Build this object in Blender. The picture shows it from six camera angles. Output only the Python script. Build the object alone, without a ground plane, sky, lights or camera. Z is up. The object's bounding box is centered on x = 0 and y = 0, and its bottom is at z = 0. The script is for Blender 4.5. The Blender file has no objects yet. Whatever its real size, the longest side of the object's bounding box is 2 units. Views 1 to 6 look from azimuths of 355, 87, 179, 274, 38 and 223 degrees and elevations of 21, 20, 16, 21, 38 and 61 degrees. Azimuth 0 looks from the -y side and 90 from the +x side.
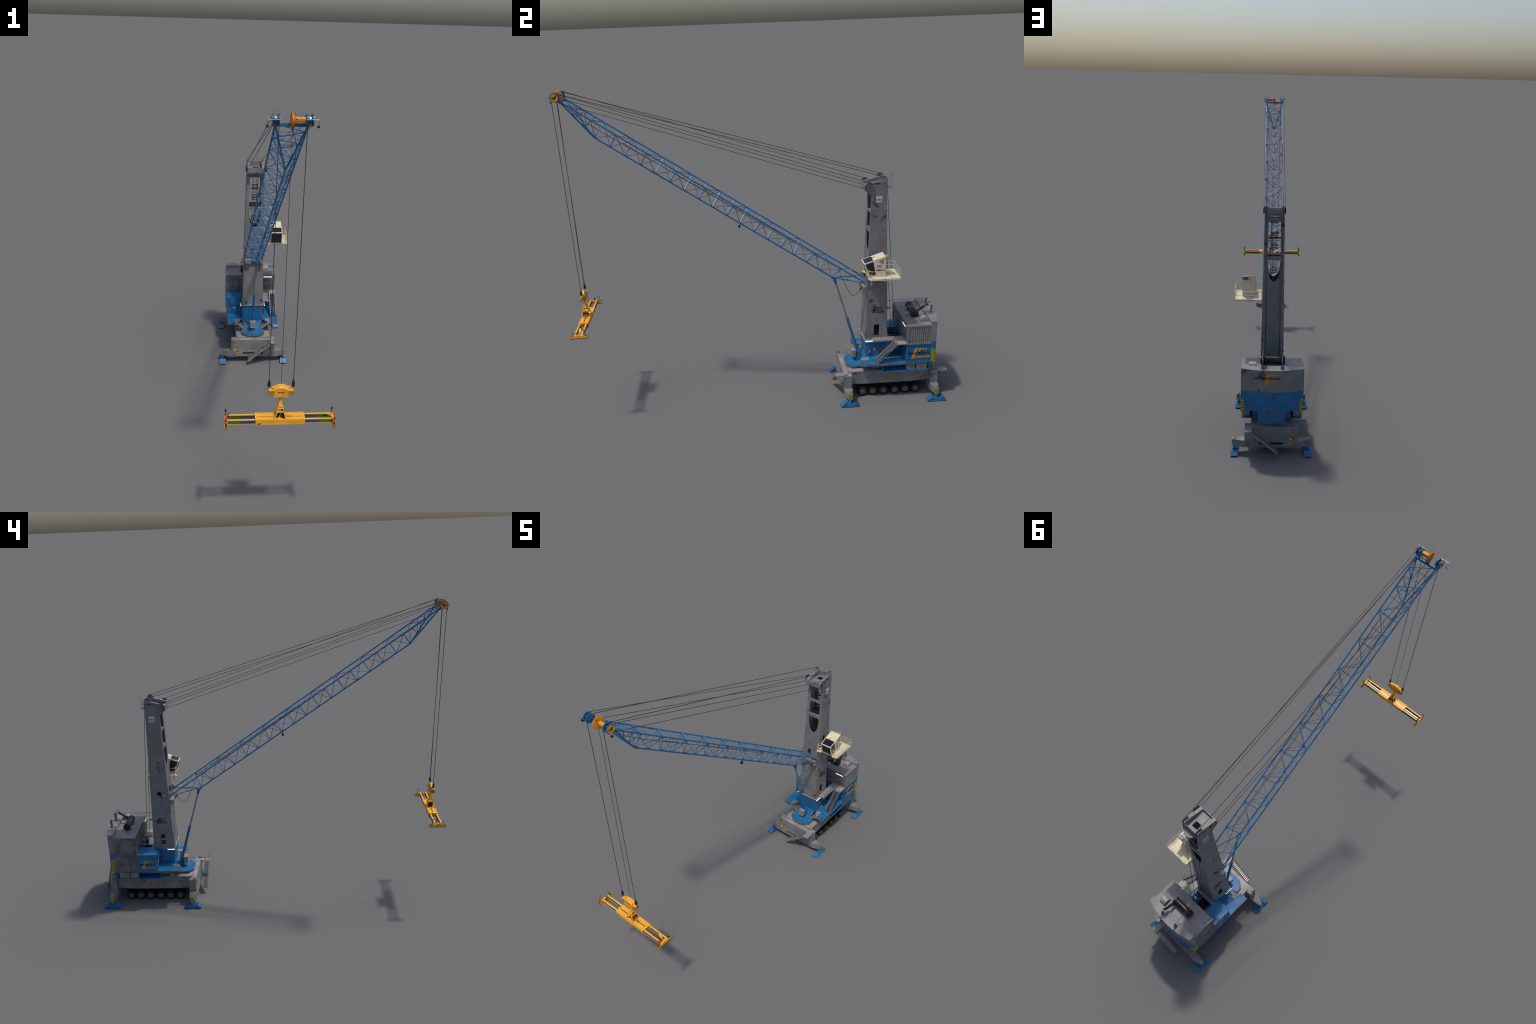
# Mobile harbour crane with a luffing lattice boom and a container spreader.
import bpy, bmesh, math, random
from mathutils import Vector, Matrix
from mathutils.geometry import tessellate_polygon

random.seed(7)
V = Vector
COL = bpy.context.scene.collection

# ------------------------------------------------------------------ materials
def mat_base(name):
    m = bpy.data.materials.new(name)
    m.use_nodes = True
    nt = m.node_tree
    return m, nt, nt.nodes["Principled BSDF"]

def lk(nt, a, b):
    nt.links.new(a, b)

def ramp_mask(nt, src, lo, hi):
    r = nt.nodes.new("ShaderNodeMapRange")
    r.interpolation_type = 'SMOOTHSTEP'
    r.inputs["From Min"].default_value = lo
    r.inputs["From Max"].default_value = hi
    lk(nt, src, r.inputs["Value"])
    return r.outputs["Result"]

def noise(nt, vec, scale, detail=3.0, rough=0.55, w=None):
    n = nt.nodes.new("ShaderNodeTexNoise")
    n.inputs["Scale"].default_value = scale
    n.inputs["Detail"].default_value = detail
    n.inputs["Roughness"].default_value = rough
    if w is not None:
        mp = nt.nodes.new("ShaderNodeMapping")
        mp.inputs["Location"].default_value = w
        lk(nt, vec, mp.inputs["Vector"])
        vec = mp.outputs["Vector"]
    lk(nt, vec, n.inputs["Vector"])
    return n.outputs["Fac"]

def mixc(nt, fac, a, b, mode='MIX'):
    m = nt.nodes.new("ShaderNodeMix")
    m.data_type = 'RGBA'
    m.blend_type = mode
    if isinstance(fac, float):
        m.inputs[0].default_value = fac
    else:
        lk(nt, fac, m.inputs[0])
    for i, v in ((6, a), (7, b)):
        if isinstance(v, tuple):
            m.inputs[i].default_value = (*v, 1)
        else:
            lk(nt, v, m.inputs[i])
    return m.outputs[2]

def mathn(nt, op, a, b):
    m = nt.nodes.new("ShaderNodeMath")
    m.operation = op
    for i, v in enumerate((a, b)):
        if isinstance(v, (int, float)):
            m.inputs[i].default_value = v
        else:
            lk(nt, v, m.inputs[i])
    return m.outputs[0]

RUST = (0.21, 0.090, 0.058)
def paint(name, col, rust=0.5, grime=0.5, rough=0.45, metal=0.0, edge=0.0, vary=0.08, seed=0.0, rust_lo=0.60, spec=0.4, rustcol=RUST):
    """Weathered enamel: blotches of rust, dark grime, slight tone drift, worn edges."""
    m, nt, bs = mat_base(name)
    tc = nt.nodes.new("ShaderNodeTexCoord").outputs["Object"]
    tone = noise(nt, tc, 18, 4, w=(seed, 1.3, 0.7))
    dark = tuple(c * (1 - 2.2 * vary) for c in col)
    lite = tuple(min(1, c * (1 + 2.0 * vary)) for c in col)
    c = mixc(nt, ramp_mask(nt, tone, 0.3, 0.7), dark, lite)
    if grime > 0:
        g = mathn(nt, 'MULTIPLY', ramp_mask(nt, noise(nt, tc, 26, 5, w=(seed + 3, 9.1, 4)), 0.60, 0.78), grime)
        c = mixc(nt, g, c, tuple(x * 0.22 + 0.012 for x in col))
    if rust > 0:
        # dark pitted spots: ragged core with a reddish halo
        sp = noise(nt, tc, 21, 2, 0.45, w=(seed + 6.3, 0.8, 2.9))
        fine = noise(nt, tc, 150, 4, 0.7, w=(0.3, seed, 1.1))
        sp = mathn(nt, 'ADD', sp, mathn(nt, 'MULTIPLY', mathn(nt, 'SUBTRACT', fine, 0.5), 0.16))
        c = mixc(nt, mathn(nt, 'MULTIPLY', ramp_mask(nt, sp, 0.632, 0.72), min(1, 0.9 * rust)), c, (0.13, 0.062, 0.046))
        c = mixc(nt, mathn(nt, 'MULTIPLY', ramp_mask(nt, sp, 0.668, 0.77), min(1, 1.0 * rust)), c, (0.035, 0.026, 0.026))
        a = ramp_mask(nt, noise(nt, tc, 15, 3, w=(seed, 2.2, 5.5)), rust_lo, rust_lo + 0.11)
        b = ramp_mask(nt, noise(nt, tc, 120, 4, w=(1.7, seed, 3.0)), 0.30, 0.62)
        c = mixc(nt, mathn(nt, 'MULTIPLY', mathn(nt, 'MULTIPLY', a, b), rust), c, rustcol)
    if edge > 0:
        bv = nt.nodes.new("ShaderNodeBevel"); bv.samples = 4
        bv.inputs["Radius"].default_value = 0.0016
        ge = nt.nodes.new("ShaderNodeNewGeometry")
        d = nt.nodes.new("ShaderNodeVectorMath"); d.operation = 'DOT_PRODUCT'
        lk(nt, bv.outputs[0], d.inputs[0]); lk(nt, ge.outputs["Normal"], d.inputs[1])
        e = ramp_mask(nt, d.outputs["Value"], 0.99, 0.86)
        bw = ramp_mask(nt, noise(nt, tc, 90, 3, w=(seed, 0.4, 8)), 0.42, 0.58)
        c = mixc(nt, mathn(nt, 'MULTIPLY', mathn(nt, 'MULTIPLY', e, bw), edge), c, (0.15, 0.085, 0.07))
    lk(nt, c, bs.inputs["Base Color"])
    bs.inputs["Roughness"].default_value = rough
    bs.inputs["Metallic"].default_value = metal
    bs.inputs["Specular IOR Level"].default_value = spec
    bp = nt.nodes.new("ShaderNodeBump")
    bp.inputs["Strength"].default_value = 0.06
    bp.inputs["Distance"].default_value = 0.002
    lk(nt, noise(nt, tc, 160, 3), bp.inputs["Height"])
    lk(nt, bp.outputs[0], bs.inputs["Normal"])
    return m

def plain(name, col, rough=0.5, metal=0.0, emit=0.0, spec=0.4):
    m, nt, bs = mat_base(name)
    tc = nt.nodes.new("ShaderNodeTexCoord").outputs["Object"]
    c = mixc(nt, noise(nt, tc, 70, 2), tuple(x * 0.88 for x in col), tuple(min(1, x * 1.1) for x in col))
    lk(nt, c, bs.inputs["Base Color"])
    bs.inputs["Roughness"].default_value = rough
    bs.inputs["Metallic"].default_value = metal
    bs.inputs["Specular IOR Level"].default_value = spec
    if emit:
        bs.inputs["Emission Color"].default_value = (*col, 1)
        bs.inputs["Emission Strength"].default_value = emit
    return m

def hazard(name, yellow, direction, period, duty=0.5):
    """Diagonal warning stripes across the given direction in object space."""
    m, nt, bs = mat_base(name)
    tc = nt.nodes.new("ShaderNodeTexCoord").outputs["Object"]
    d = nt.nodes.new("ShaderNodeVectorMath"); d.operation = 'DOT_PRODUCT'
    d.inputs[1].default_value = direction
    lk(nt, tc, d.inputs[0])
    f = mathn(nt, 'FRACT', mathn(nt, 'DIVIDE', d.outputs["Value"], period), 0)
    s = mathn(nt, 'GREATER_THAN', f, duty)
    dirt = ramp_mask(nt, noise(nt, tc, 60, 3), 0.5, 0.8)
    y = mixc(nt, mathn(nt, 'MULTIPLY', dirt, 0.4), yellow, tuple(c * 0.5 for c in yellow))
    lk(nt, mixc(nt, s, y, (0.012, 0.012, 0.014)), bs.inputs["Base Color"])
    bs.inputs["Roughness"].default_value = 0.5
    return m

GREY = paint("grey_paint", (0.200, 0.200, 0.200), rust=0.75, grime=0.55, edge=0.5, vary=0.06, seed=0.0, rust_lo=0.615)
GREYMAST = paint("mast_grey_paint", (0.182, 0.183, 0.186), rust=0.75, grime=0.5, edge=0.4, vary=0.05, seed=4.0, rust_lo=0.61)
GREYLITE = paint("pale_grey_paint", (0.250, 0.244, 0.236), rust=0.5, grime=0.3, edge=0.3, seed=2.0)
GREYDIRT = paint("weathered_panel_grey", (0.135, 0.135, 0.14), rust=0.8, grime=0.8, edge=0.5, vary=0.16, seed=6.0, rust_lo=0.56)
RUSTY = paint("rusted_grey_paint", (0.215, 0.21, 0.205), rust=0.9, grime=0.3, seed=11.0, rust_lo=0.40, rustcol=(0.33, 0.15, 0.105))
GREYBOX = paint("cabinet_grey", (0.23, 0.23, 0.21), rust=0.5, grime=0.8, edge=0.5, seed=6.6, rust_lo=0.58)
BLUE = paint("blue_paint", (0.010, 0.143, 0.325), rust=0.8, grime=0.5, edge=0.75, vary=0.07, seed=1.0, rust_lo=0.61)
BLUEBOOM = paint("boom_blue_paint", (0.021, 0.150, 0.340), rust=0.6, grime=0.2, vary=0.06, seed=3.0, rough=0.33, metal=0.15, spec=0.5)
YELLOW = paint("yellow_paint", (0.86, 0.40, 0.025), rust=0.25, grime=0.25, edge=0.25, vary=0.03, seed=5.0, rough=0.5, rust_lo=0.64)
ORANGE = paint("orange_yellow_paint", (0.70, 0.275, 0.014), rust=0.3, grime=0.3, vary=0.05, seed=8.0)
CREAM = paint("cream_paint", (0.66, 0.585, 0.405), rust=0.55, grime=0.5, edge=0.25, vary=0.03, seed=9.0, rust_lo=0.63)
GREYDARK = paint("tread_mesh_grey", (0.07, 0.068, 0.066), rust=0.6, grime=0.5, seed=3.3)
TREAD = plain("worn_tread_plate", (0.20, 0.195, 0.19), 0.26, metal=0.55)
RIM = paint("worn_rim", (0.16, 0.115, 0.11), rust=0.5, grime=0.3, vary=0.12, seed=2.5)
GREEN = paint("green_paint", (0.045, 0.155, 0.022), rust=0.3, grime=0.4, seed=1.5)
NAVY = paint("beam_blue_paint", (0.016, 0.07, 0.21), rust=0.4, grime=0.3, seed=2.8)
REDP = plain("red_paint", (0.40, 0.035, 0.032), 0.5)
BLACK = plain("black_steel", (0.016, 0.016, 0.017), 0.5)
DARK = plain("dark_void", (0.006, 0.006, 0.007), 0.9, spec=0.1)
RUBBER = paint("tyre_rubber", (0.012, 0.012, 0.013), rust=0, grime=0.3, rough=0.8, vary=0.15, spec=0.2)
HUB = plain("wheel_hub_grey", (0.095, 0.096, 0.10), 0.5)
MUFF = paint("burnt_exhaust_metal", (0.035, 0.035, 0.034), rust=0.5, grime=0.3, rough=0.38, metal=0.7, vary=0.12, seed=7.0)
STEEL = plain("bare_steel", (0.62, 0.61, 0.60), 0.2, metal=1.0)
BRIGHT = plain("bright_zinc", (0.46, 0.45, 0.44), 0.17, metal=1.0)
RAILGREY = plain("dull_zinc", (0.17, 0.17, 0.178), 0.45, metal=0.0)
SLIDE = plain("polished_slide", (0.42, 0.42, 0.44), 0.24, metal=1.0)
LAMPDIM = plain("lamp_glass", (0.50, 0.55, 0.62), 0.3, emit=0.18)
GALV = plain("galvanised_rail", (0.42, 0.40, 0.38), 0.28, metal=0.5)
RAIL = plain("thin_rail", (0.13, 0.105, 0.095), 0.45, metal=0.3)
RODGREY = plain("cylinder_rod_grey", (0.23, 0.235, 0.22), 0.35, metal=0.2)
ROPE = plain("steel_rope", (0.022, 0.021, 0.020), 0.55)
GLASS = plain("tinted_glass", (0.010, 0.011, 0.020), 0.12, spec=0.7)
WHITE = plain("white_sign", (0.55, 0.57, 0.62), 0.5)
SIGNRED = plain("sign_red", (0.62, 0.03, 0.03), 0.5)
SIGNORANGE = plain("sign_orange", (0.64, 0.27, 0.012), 0.5)
SIGNYELLOW = plain("sign_yellow", (0.62, 0.56, 0.02), 0.5)
INK = plain("ink_black", (0.012, 0.012, 0.013), 0.5)
LAMP = plain("lamp_white", (0.95, 0.97, 1.0), 0.4, emit=1.6)
LRED = plain("signal_red", (1.0, 0.05, 0.03), 0.4, emit=1.2)
LGREEN = plain("signal_green", (0.05, 1.0, 0.05), 0.4, emit=1.2)
LYELLOW = plain("signal_yellow", (1.0, 0.95, 0.05), 0.4, emit=1.2)
HAZY = (0.56, 0.58, 0.015)
HAZ_SIDE_R = hazard("hazard_stripes_side", HAZY, (0, -0.55, 1), 0.0115)
HAZ_SIDE_L = hazard("hazard_stripes_far_side", HAZY, (0, 0.55, 1), 0.0115)
HAZ_BACK_R = hazard("hazard_stripes_back", HAZY, (0.55, 0, 1), 0.0115)
HAZ_BACK_L = hazard("hazard_stripes_back_far", HAZY, (-0.55, 0, 1), 0.0115)
HAZ_ARM = hazard("hazard_stripes_small", (0.50, 0.46, 0.01), (0, 0.75, 1), 0.0078)
HAZ_HOOK_L = hazard("hazard_stripes_hook", (0.80, 0.40, 0.03), (-0.9, 0, 1), 0.0068)
HAZ_HOOK_R = hazard("hazard_stripes_hook_far", (0.80, 0.40, 0.03), (0.9, 0, 1), 0.0068)
HAZ_END = hazard("hazard_stripes_spreader_end", (0.70, 0.34, 0.02), (1, 0, 1), 0.0040)

# ------------------------------------------------------------------ mesh builder
class Part:
    def __init__(self, name, mat, parent=None):
        self.name, self.parent = name, parent
        self.bm = bmesh.new()
        self.mats = [mat]
        self.cur = 0
    def use(self, mat):
        if mat not in self.mats:
            self.mats.append(mat)
        self.cur = self.mats.index(mat)
        return self
    def _tag(self, faces):
        for f in faces:
            f.material_index = self.cur
    def face_set(self, verts, faces):
        vs = [self.bm.verts.new(v) for v in verts]
        out = []
        for f in faces:
            try:
                out.append(self.bm.faces.new([vs[i] for i in f]))
            except ValueError:
                pass
        bmesh.ops.recalc_face_normals(self.bm, faces=out)
        self._tag(out)
        return vs
    def box(self, lo, hi, mtx=None):
        x0, y0, z0 = lo; x1, y1, z1 = hi
        vs = [V((x, y, z)) for x in (x0, x1) for y in (y0, y1) for z in (z0, z1)]
        if mtx: vs = [mtx @ v for v in vs]
        self.face_set(vs, [(0, 1, 3, 2), (4, 6, 7, 5), (0, 4, 5, 1), (2, 3, 7, 6), (0, 2, 6, 4), (1, 5, 7, 3)])
        return self
    def mbox(self, lo, hi):
        """box and its mirror image in x"""
        self.box(lo, hi)
        return self.box((-hi[0], lo[1], lo[2]), (-lo[0], hi[1], hi[2]))
    def tube(self, p, q, r, n=8, r2=None):
        p, q = V(p), V(q)
        d = q - p
        if d.length < 1e-7: return self
        r2 = r if r2 is None else r2
        d.normalize()
        a = d.orthogonal().normalized(); b = d.cross(a)
        vs, fs = [], []
        for i in range(n):
            t = 2 * math.pi * i / n
            o = a * math.cos(t) + b * math.sin(t)
            vs += [p + o * r, q + o * r2]
        for i in range(n):
            j = (i + 1) % n
            fs.append((2 * i, 2 * j, 2 * j + 1, 2 * i + 1))
        fs.append(tuple(2 * i for i in range(n))); fs.append(tuple(2 * i + 1 for i in range(n)))
        self.face_set(vs, fs)
        return self
    def path(self, pts, r, n=6):
        """swept tube with mitred joints along a polyline"""
        pts = [V(p) for p in pts]
        ref = None; rings = []
        for i, p in enumerate(pts):
            d0 = (pts[i] - pts[i - 1]).normalized() if i else None
            d1 = (pts[i + 1] - pts[i]).normalized() if i < len(pts) - 1 else None
            d = (d0 + d1).normalized() if d0 and d1 else (d0 or d1)
            if ref is None: ref = d.orthogonal().normalized()
            a = (ref - d * ref.dot(d)).normalized(); b = d.cross(a); ref = a
            rings.append([p + (a * math.cos(2 * math.pi * k / n) + b * math.sin(2 * math.pi * k / n)) * r for k in range(n)])
        vs = [v for ring in rings for v in ring]
        fs = []
        for i in range(len(rings) - 1):
            for k in range(n):
                j = (k + 1) % n
                fs.append((i * n + k, i * n + j, (i + 1) * n + j, (i + 1) * n + k))
        fs.append(tuple(range(n))); fs.append(tuple((len(rings) - 1) * n + k for k in range(n)))
        self.face_set(vs, fs)
        return self
    def prism(self, poly, axis, a, b, holes=(), fn=None):
        """extrude a 2D outline (with holes) along an axis"""
        loops = [[V((u, v, 0)) for u, v in poly]] + [[V((u, v, 0)) for u, v in h] for h in holes]
        tris = tessellate_polygon(loops)
        flat = [p for l in loops for p in l]
        def place(p, t):
            c = {'x': V((t, p.x, p.y)), 'y': V((p.x, t, p.y)), 'z': V((p.x, p.y, t))}[axis]
            return fn(c) if fn else c
        n = len(flat)
        vs = [place(p, a) for p in flat] + [place(p, b) for p in flat]
        fs = [tuple(t) for t in tris] + [tuple(i + n for i in t) for t in tris]
        k = 0
        for l in loops:
            m = len(l)
            for i in range(m):
                j = (i + 1) % m
                fs.append((k + i, k + j, n + k + j, n + k + i))
            k += m
        self.face_set(vs, fs)
        return self
    def loft(self, rings):
        """closed skin through successive rings of equal vertex count"""
        m = len(rings[0])
        vs = [V(v) for r in rings for v in r]
        fs = []
        for i in range(len(rings) - 1):
            for k in range(m):
                j = (k + 1) % m
                fs.append((i * m + k, i * m + j, (i + 1) * m + j, (i + 1) * m + k))
        fs.append(tuple(range(m))); fs.append(tuple((len(rings) - 1) * m + k for k in range(m)))
        self.face_set(vs, fs)
        return self
    def lathe(self, prof, centre, axis='x', n=24):
        """revolve (offset along axis, radius) profile"""
        c = V(centre)
        vs, fs = [], []
        m = len(prof)
        for i in range(n):
            t = 2 * math.pi * i / n
            for h, r in prof:
                p = {'x': V((h, r * math.cos(t), r * math.sin(t))), 'y': V((r * math.cos(t), h, r * math.sin(t))), 'z': V((r * math.cos(t), r * math.sin(t), h))}[axis]
                vs.append(c + p)
        for i in range(n):
            j = (i + 1) % n
            for k in range(m - 1):
                fs.append((i * m + k, j * m + k, j * m + k + 1, i * m + k + 1))
        if prof[0][1] > 1e-6: fs.append(tuple(i * m for i in range(n)))
        if prof[-1][1] > 1e-6: fs.append(tuple(i * m + m - 1 for i in range(n)))
        self.face_set(vs, fs)
        return self
    def ring(self, centre, axis, R, r, n=18, m=6):
        c = V(centre); vs = []; fs = []
        for i in range(n):
            t = 2 * math.pi * i / n
            for k in range(m):
                s = 2 * math.pi * k / m
                rr, h = R + r * math.cos(s), r * math.sin(s)
                p = {'x': V((h, rr * math.cos(t), rr * math.sin(t))), 'y': V((rr * math.cos(t), h, rr * math.sin(t))), 'z': V((rr * math.cos(t), rr * math.sin(t), h))}[axis]
                vs.append(c + p)
        for i in range(n):
            for k in range(m):
                j, l = (i + 1) % n, (k + 1) % m
                fs.append((i * m + k, j * m + k, j * m + l, i * m + l))
        self.face_set(vs, fs)
        return self
    def text(self, s, o, u, v, width, height, shear=0.0, lift=0.0006, bold=0.030):
        cu = bpy.data.curves.new("lettering_curve", 'FONT')
        cu.body = s; cu.size = 1; cu.extrude = 0.0; cu.shear = shear; cu.offset = bold; cu.resolution_u = 2
        ob = bpy.data.objects.new("lettering_tmp", cu)
        COL.objects.link(ob)
        dg = bpy.context.evaluated_depsgraph_get()
        me = bpy.data.meshes.new_from_object(ob.evaluated_get(dg))
        xs = [w.co.x for w in me.vertices]; ys = [w.co.y for w in me.vertices]
        x0, x1, y0, y1 = min(xs), max(xs), min(ys), max(ys)
        o, u, v = V(o), V(u).normalized(), V(v).normalized(); n = u.cross(v)
        co = [o + u * ((w.co.x - x0) / (x1 - x0) * width) + v * ((w.co.y - y0) / (y1 - y0) * height) + n * lift for w in me.vertices]
        vs = [self.bm.verts.new(c) for c in co]
        fs = []
        for p in me.polygons:
            try: fs.append(self.bm.faces.new([vs[i] for i in p.vertices]))
            except ValueError: pass
        # give the glyphs a thickness down to the plate they stand on
        ext = bmesh.ops.extrude_face_region(self.bm, geom=fs)
        for g in ext["geom"]:
            if isinstance(g, bmesh.types.BMVert): g.co -= n * lift * 0.98
        self._tag(fs); self._tag([g for g in ext["geom"] if isinstance(g, bmesh.types.BMFace)])
        for f in {f for g in ext["geom"] if isinstance(g, bmesh.types.BMVert) for f in g.link_faces}: f.material_index = self.cur
        bpy.data.objects.remove(ob); bpy.data.curves.remove(cu); bpy.data.meshes.remove(me)
        return self
    def decal(self, poly, o, u, v, lift=0.0004):
        """thin plate cut to a 2D outline, standing on a surface"""
        o, u, v = V(o), V(u).normalized(), V(v).normalized(); n = u.cross(v)
        self.prism(poly, 'z', -0.0002, lift, fn=lambda c: o + u * c.x + v * c.y + n * c.z)
        return self
    def done(self, smooth=35, bevel=0.0):
        me = bpy.data.meshes.new(self.name)
        self.bm.to_mesh(me); self.bm.free()
        for m in self.mats: me.materials.append(m)
        ob = bpy.data.objects.new(self.name, me)
        COL.objects.link(ob)
        if self.parent: ob.parent = self.parent
        if smooth:
            me.polygons.foreach_set("use_smooth", [True] * len(me.polygons))
            me.set_sharp_from_angle(angle=math.radians(smooth))
        if bevel:
            b = ob.modifiers.new("edge_round", 'BEVEL')
            b.width = bevel; b.segments = 2; b.limit_method = 'ANGLE'; b.angle_limit = math.radians(40)
            b.harden_normals = True
        return ob

def instance(ob, loc=None, mtx=None, parent=None):
    o = ob.copy()
    COL.objects.link(o)
    o.parent = parent if parent is not None else ob.parent
    if mtx is not None: o.matrix_local = mtx
    if loc is not None: o.location = loc
    return o

def rect(u0, v0, u1, v1): return [(u0, v0), (u1, v0), (u1, v1), (u0, v1)]
def round_rect(u0, v0, u1, v1, r, n=5):
    pts = []
    for cx, cy, a0 in ((u1 - r, v0 + r, -90), (u1 - r, v1 - r, 0), (u0 + r, v1 - r, 90), (u0 + r, v0 + r, 180)):
        for i in range(n + 1):
            a = math.radians(a0 + 90 * i / n)
            pts.append((cx + r * math.cos(a), cy + r * math.sin(a)))
    return pts

ROOT = bpy.data.objects.new("harbour_crane", None)
COL.objects.link(ROOT)
ROOT.empty_display_size = 0.1
ROOT["label"] = "weathered blue and grey mobile harbour crane holding a yellow spreader"
ROOT["category"] = "harbour crane"

FACE = {'+x': (V((0, 1, 0)), V((0, 0, 1))), '-x': (V((0, -1, 0)), V((0, 0, 1))),
        '-y': (V((1, 0, 0)), V((0, 0, 1))), '+y': (V((-1, 0, 0)), V((0, 0, 1)))}

# logo: leaning mast and jib of a crane, hook line, two words
ICON = [[(.13, 0), (.30, 0), (.34, .20), (.42, .46), (.40, .52), (.33, .53), (.28, .46)],
        [(.40, .53), (.86, .475), (.865, .44), (.62, .445), (.42, .46)],
        [(.842, .44), (.856, .44), (.842, .17), (.828, .17)],
        [(.52, .44), (.57, .44), (.52, .33), (.49, .35)]]
def logo(parent, o, face, w, icon=SIGNORANGE, ink=INK, low=SIGNORANGE, name="logo"):
    u, v = FACE[face]
    p = Part(name, icon, parent)
    for poly in ICON:
        p.decal([(a * w, b * w) for a, b in poly], o, u, v, 0.0005)
    p.use(ink)
    p.text("MRHTECH", V(o) + v * .21 * w, u, v, .80 * w, .115 * w, 0.18, 0.0008)
    p.text("G", V(o) + v * .22 * w + u * .83 * w, u, v, .11 * w, .115 * w, 0.0, 0.0008)
    p.use(low).text("CRANES", V(o) + v * .012 * w + u * .33 * w, u, v, .68 * w, .118 * w, 0.18, 0.0008)
    return p.done(0)

def model_mark(parent, o, face, w, h, name="model_lettering"):
    u, v = FACE[face]
    p = Part(name, INK, parent)
    p.text("C", o, u, v, .11 * w, h, 0, 0.0006, .045)
    p.text("MRH", V(o) + u * .17 * w, u, v, .36 * w, h, 0, 0.0006, .045)
    p.use(SIGNRED).text("7760", V(o) + u * .58 * w, u, v, .42 * w, h, 0, 0.0006, .045)
    return p.done(0)

def warn_triangle(parent, o, face, w, h):
    u, v = FACE[face]
    p = Part("warning_sign", INK, parent)
    p.decal([(-w / 2, 0), (w / 2, 0), (0, h)], o, u, v, 0.0004)
    p.use(SIGNORANGE).decal([(-w * .43, h * .05), (w * .43, h * .05), (0, h * .90)], o, u, v, 0.0007)
    p.use(INK).decal(rect(-w * .17, h * .16, -w * .02, h * .38), o, u, v, 0.0009)
    p.decal(round_rect(w * .02, h * .14, w * .18, h * .40, w * .05), o, u, v, 0.0009)
    p.use(SIGNORANGE).decal(rect(-w * .13, h * .20, -w * .06, h * .32), o, u, v, 0.0011)
    p.decal(rect(w * .06, h * .21, w * .13, h * .33), o, u, v, 0.0011)
    return p.done(0)

# ================================================================== chassis
ch = Part("chassis", GREY, ROOT)
ch.prism([(.455, .0815), (.55, .0765), (.80, .0745), (.865, .0765), (.915, .084), (.92, .1575), (.45, .1575)], 'x', -.104, .104)
ch.mbox((.1035, .468, .1165), (.1048, .906, .1185))
for s, y0 in ((1, .4265), (-1, .9465)):
    a, b = sorted((y0, y0 + s * .0395))
    ch.box((-.1365, a, .0745), (.1365, b, .1505))
    ch.box((-.137, a - .0008, .1455), (.137, b + .0008, .1478))
    yo = y0 - s * .0025
    p0, p1 = sorted((yo, yo + s * .006))
    # lower beam: faceplate with a long slot, solid behind it
    ch.prism([(-.1345, .0345), (.1345, .0345), (.1345, .0750), (-.1345, .0750)], 'y', p0, p1,
             holes=[round_rect(-.0635, .0520, .0635, .0640, .0055)])
    q0, q1 = sorted((yo + s * .0105, y0 + s * .0415))
    ch.box((-.1343, q0, .0347), (.1343, q1, .0748))
    ch.box((-.14, a - .001, .0735), (.14, b + .001, .0757))
chassis = ch.done(35, 0.0007)
dk = Part("chassis_top_sun_tint", GREYLITE, chassis)  # thin sheet in lighter grey, brightens the chassis tops to look sunlit
dk.box((-.1030, .456, .1570), (.1030, .914, .1580))
dk.box((-.1355, .4275, .1500), (.1355, .4655, .1511)); dk.box((-.1355, .9085, .1500), (.1355, .9455, .1511))
dk.done(0)

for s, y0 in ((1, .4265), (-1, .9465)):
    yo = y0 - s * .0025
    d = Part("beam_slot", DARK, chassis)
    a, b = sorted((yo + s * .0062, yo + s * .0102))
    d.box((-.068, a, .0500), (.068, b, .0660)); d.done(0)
    t = Part("towing_gear", GREYDIRT, chassis)
    yr = yo - s * .0018
    for x in (-.118, .118):
        t.ring((x, yr, .0540), 'y', .0058, .0013)
        t.box((x - .0035, min(yr, yo), .046), (x + .0035, max(yr, yo), .0495))
    t.path([(-.112, yr, .047), (-.105, yr, .0405), (.105, yr, .0405), (.112, yr, .047)], .0009)
    t.done()
    face = '-y' if s == 1 else '+y'
    xs = -s  # stickers stand at the same world x on both ends
    cx = -.1108
    warn_triangle(chassis, (cx if s == 1 else -.108, y0 - s * .0002, .0975), face, .0325, .0290)
    st = Part("sticker", SIGNORANGE, chassis)
    u, v = FACE[face]
    st.decal(rect(-.0112, 0, .0112, .0168), (-.0889 if s == 1 else -.095, yo, .0495), u, v, .0005)
    st.use(INK).decal(rect(-.008, .009, .008, .0102), (-.0889 if s == 1 else -.095, yo, .0495), u, v, .0007)
    st.decal(rect(-.008, .006, .008, .0072), (-.0889 if s == 1 else -.095, yo, .0495), u, v, .0007)
    bx = -.1145 if s == 1 else -.1005
    st.use(WHITE).decal(rect(-.0045, 0, .0045, .0105), (bx, y0, .0795), u, v, .0005)
    st.use(SIGNYELLOW).decal(rect(-.0028, .002, .0028, .006), (bx, y0, .0795), u, v, .0008)
    for i, c in enumerate((SIGNRED, SIGNORANGE, SIGNORANGE)):
        k = bx + u.x * (.009 + .0085 * i)
        st.use(c).decal([(-.003, 0), (.003, 0), (0, .0055)], (k, y0, .081), u, v, .0005)
    st.done(0)
    model_mark(chassis, (-.128 if s == 1 else -.0945, y0, .1315), face, .031, .0042)

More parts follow.
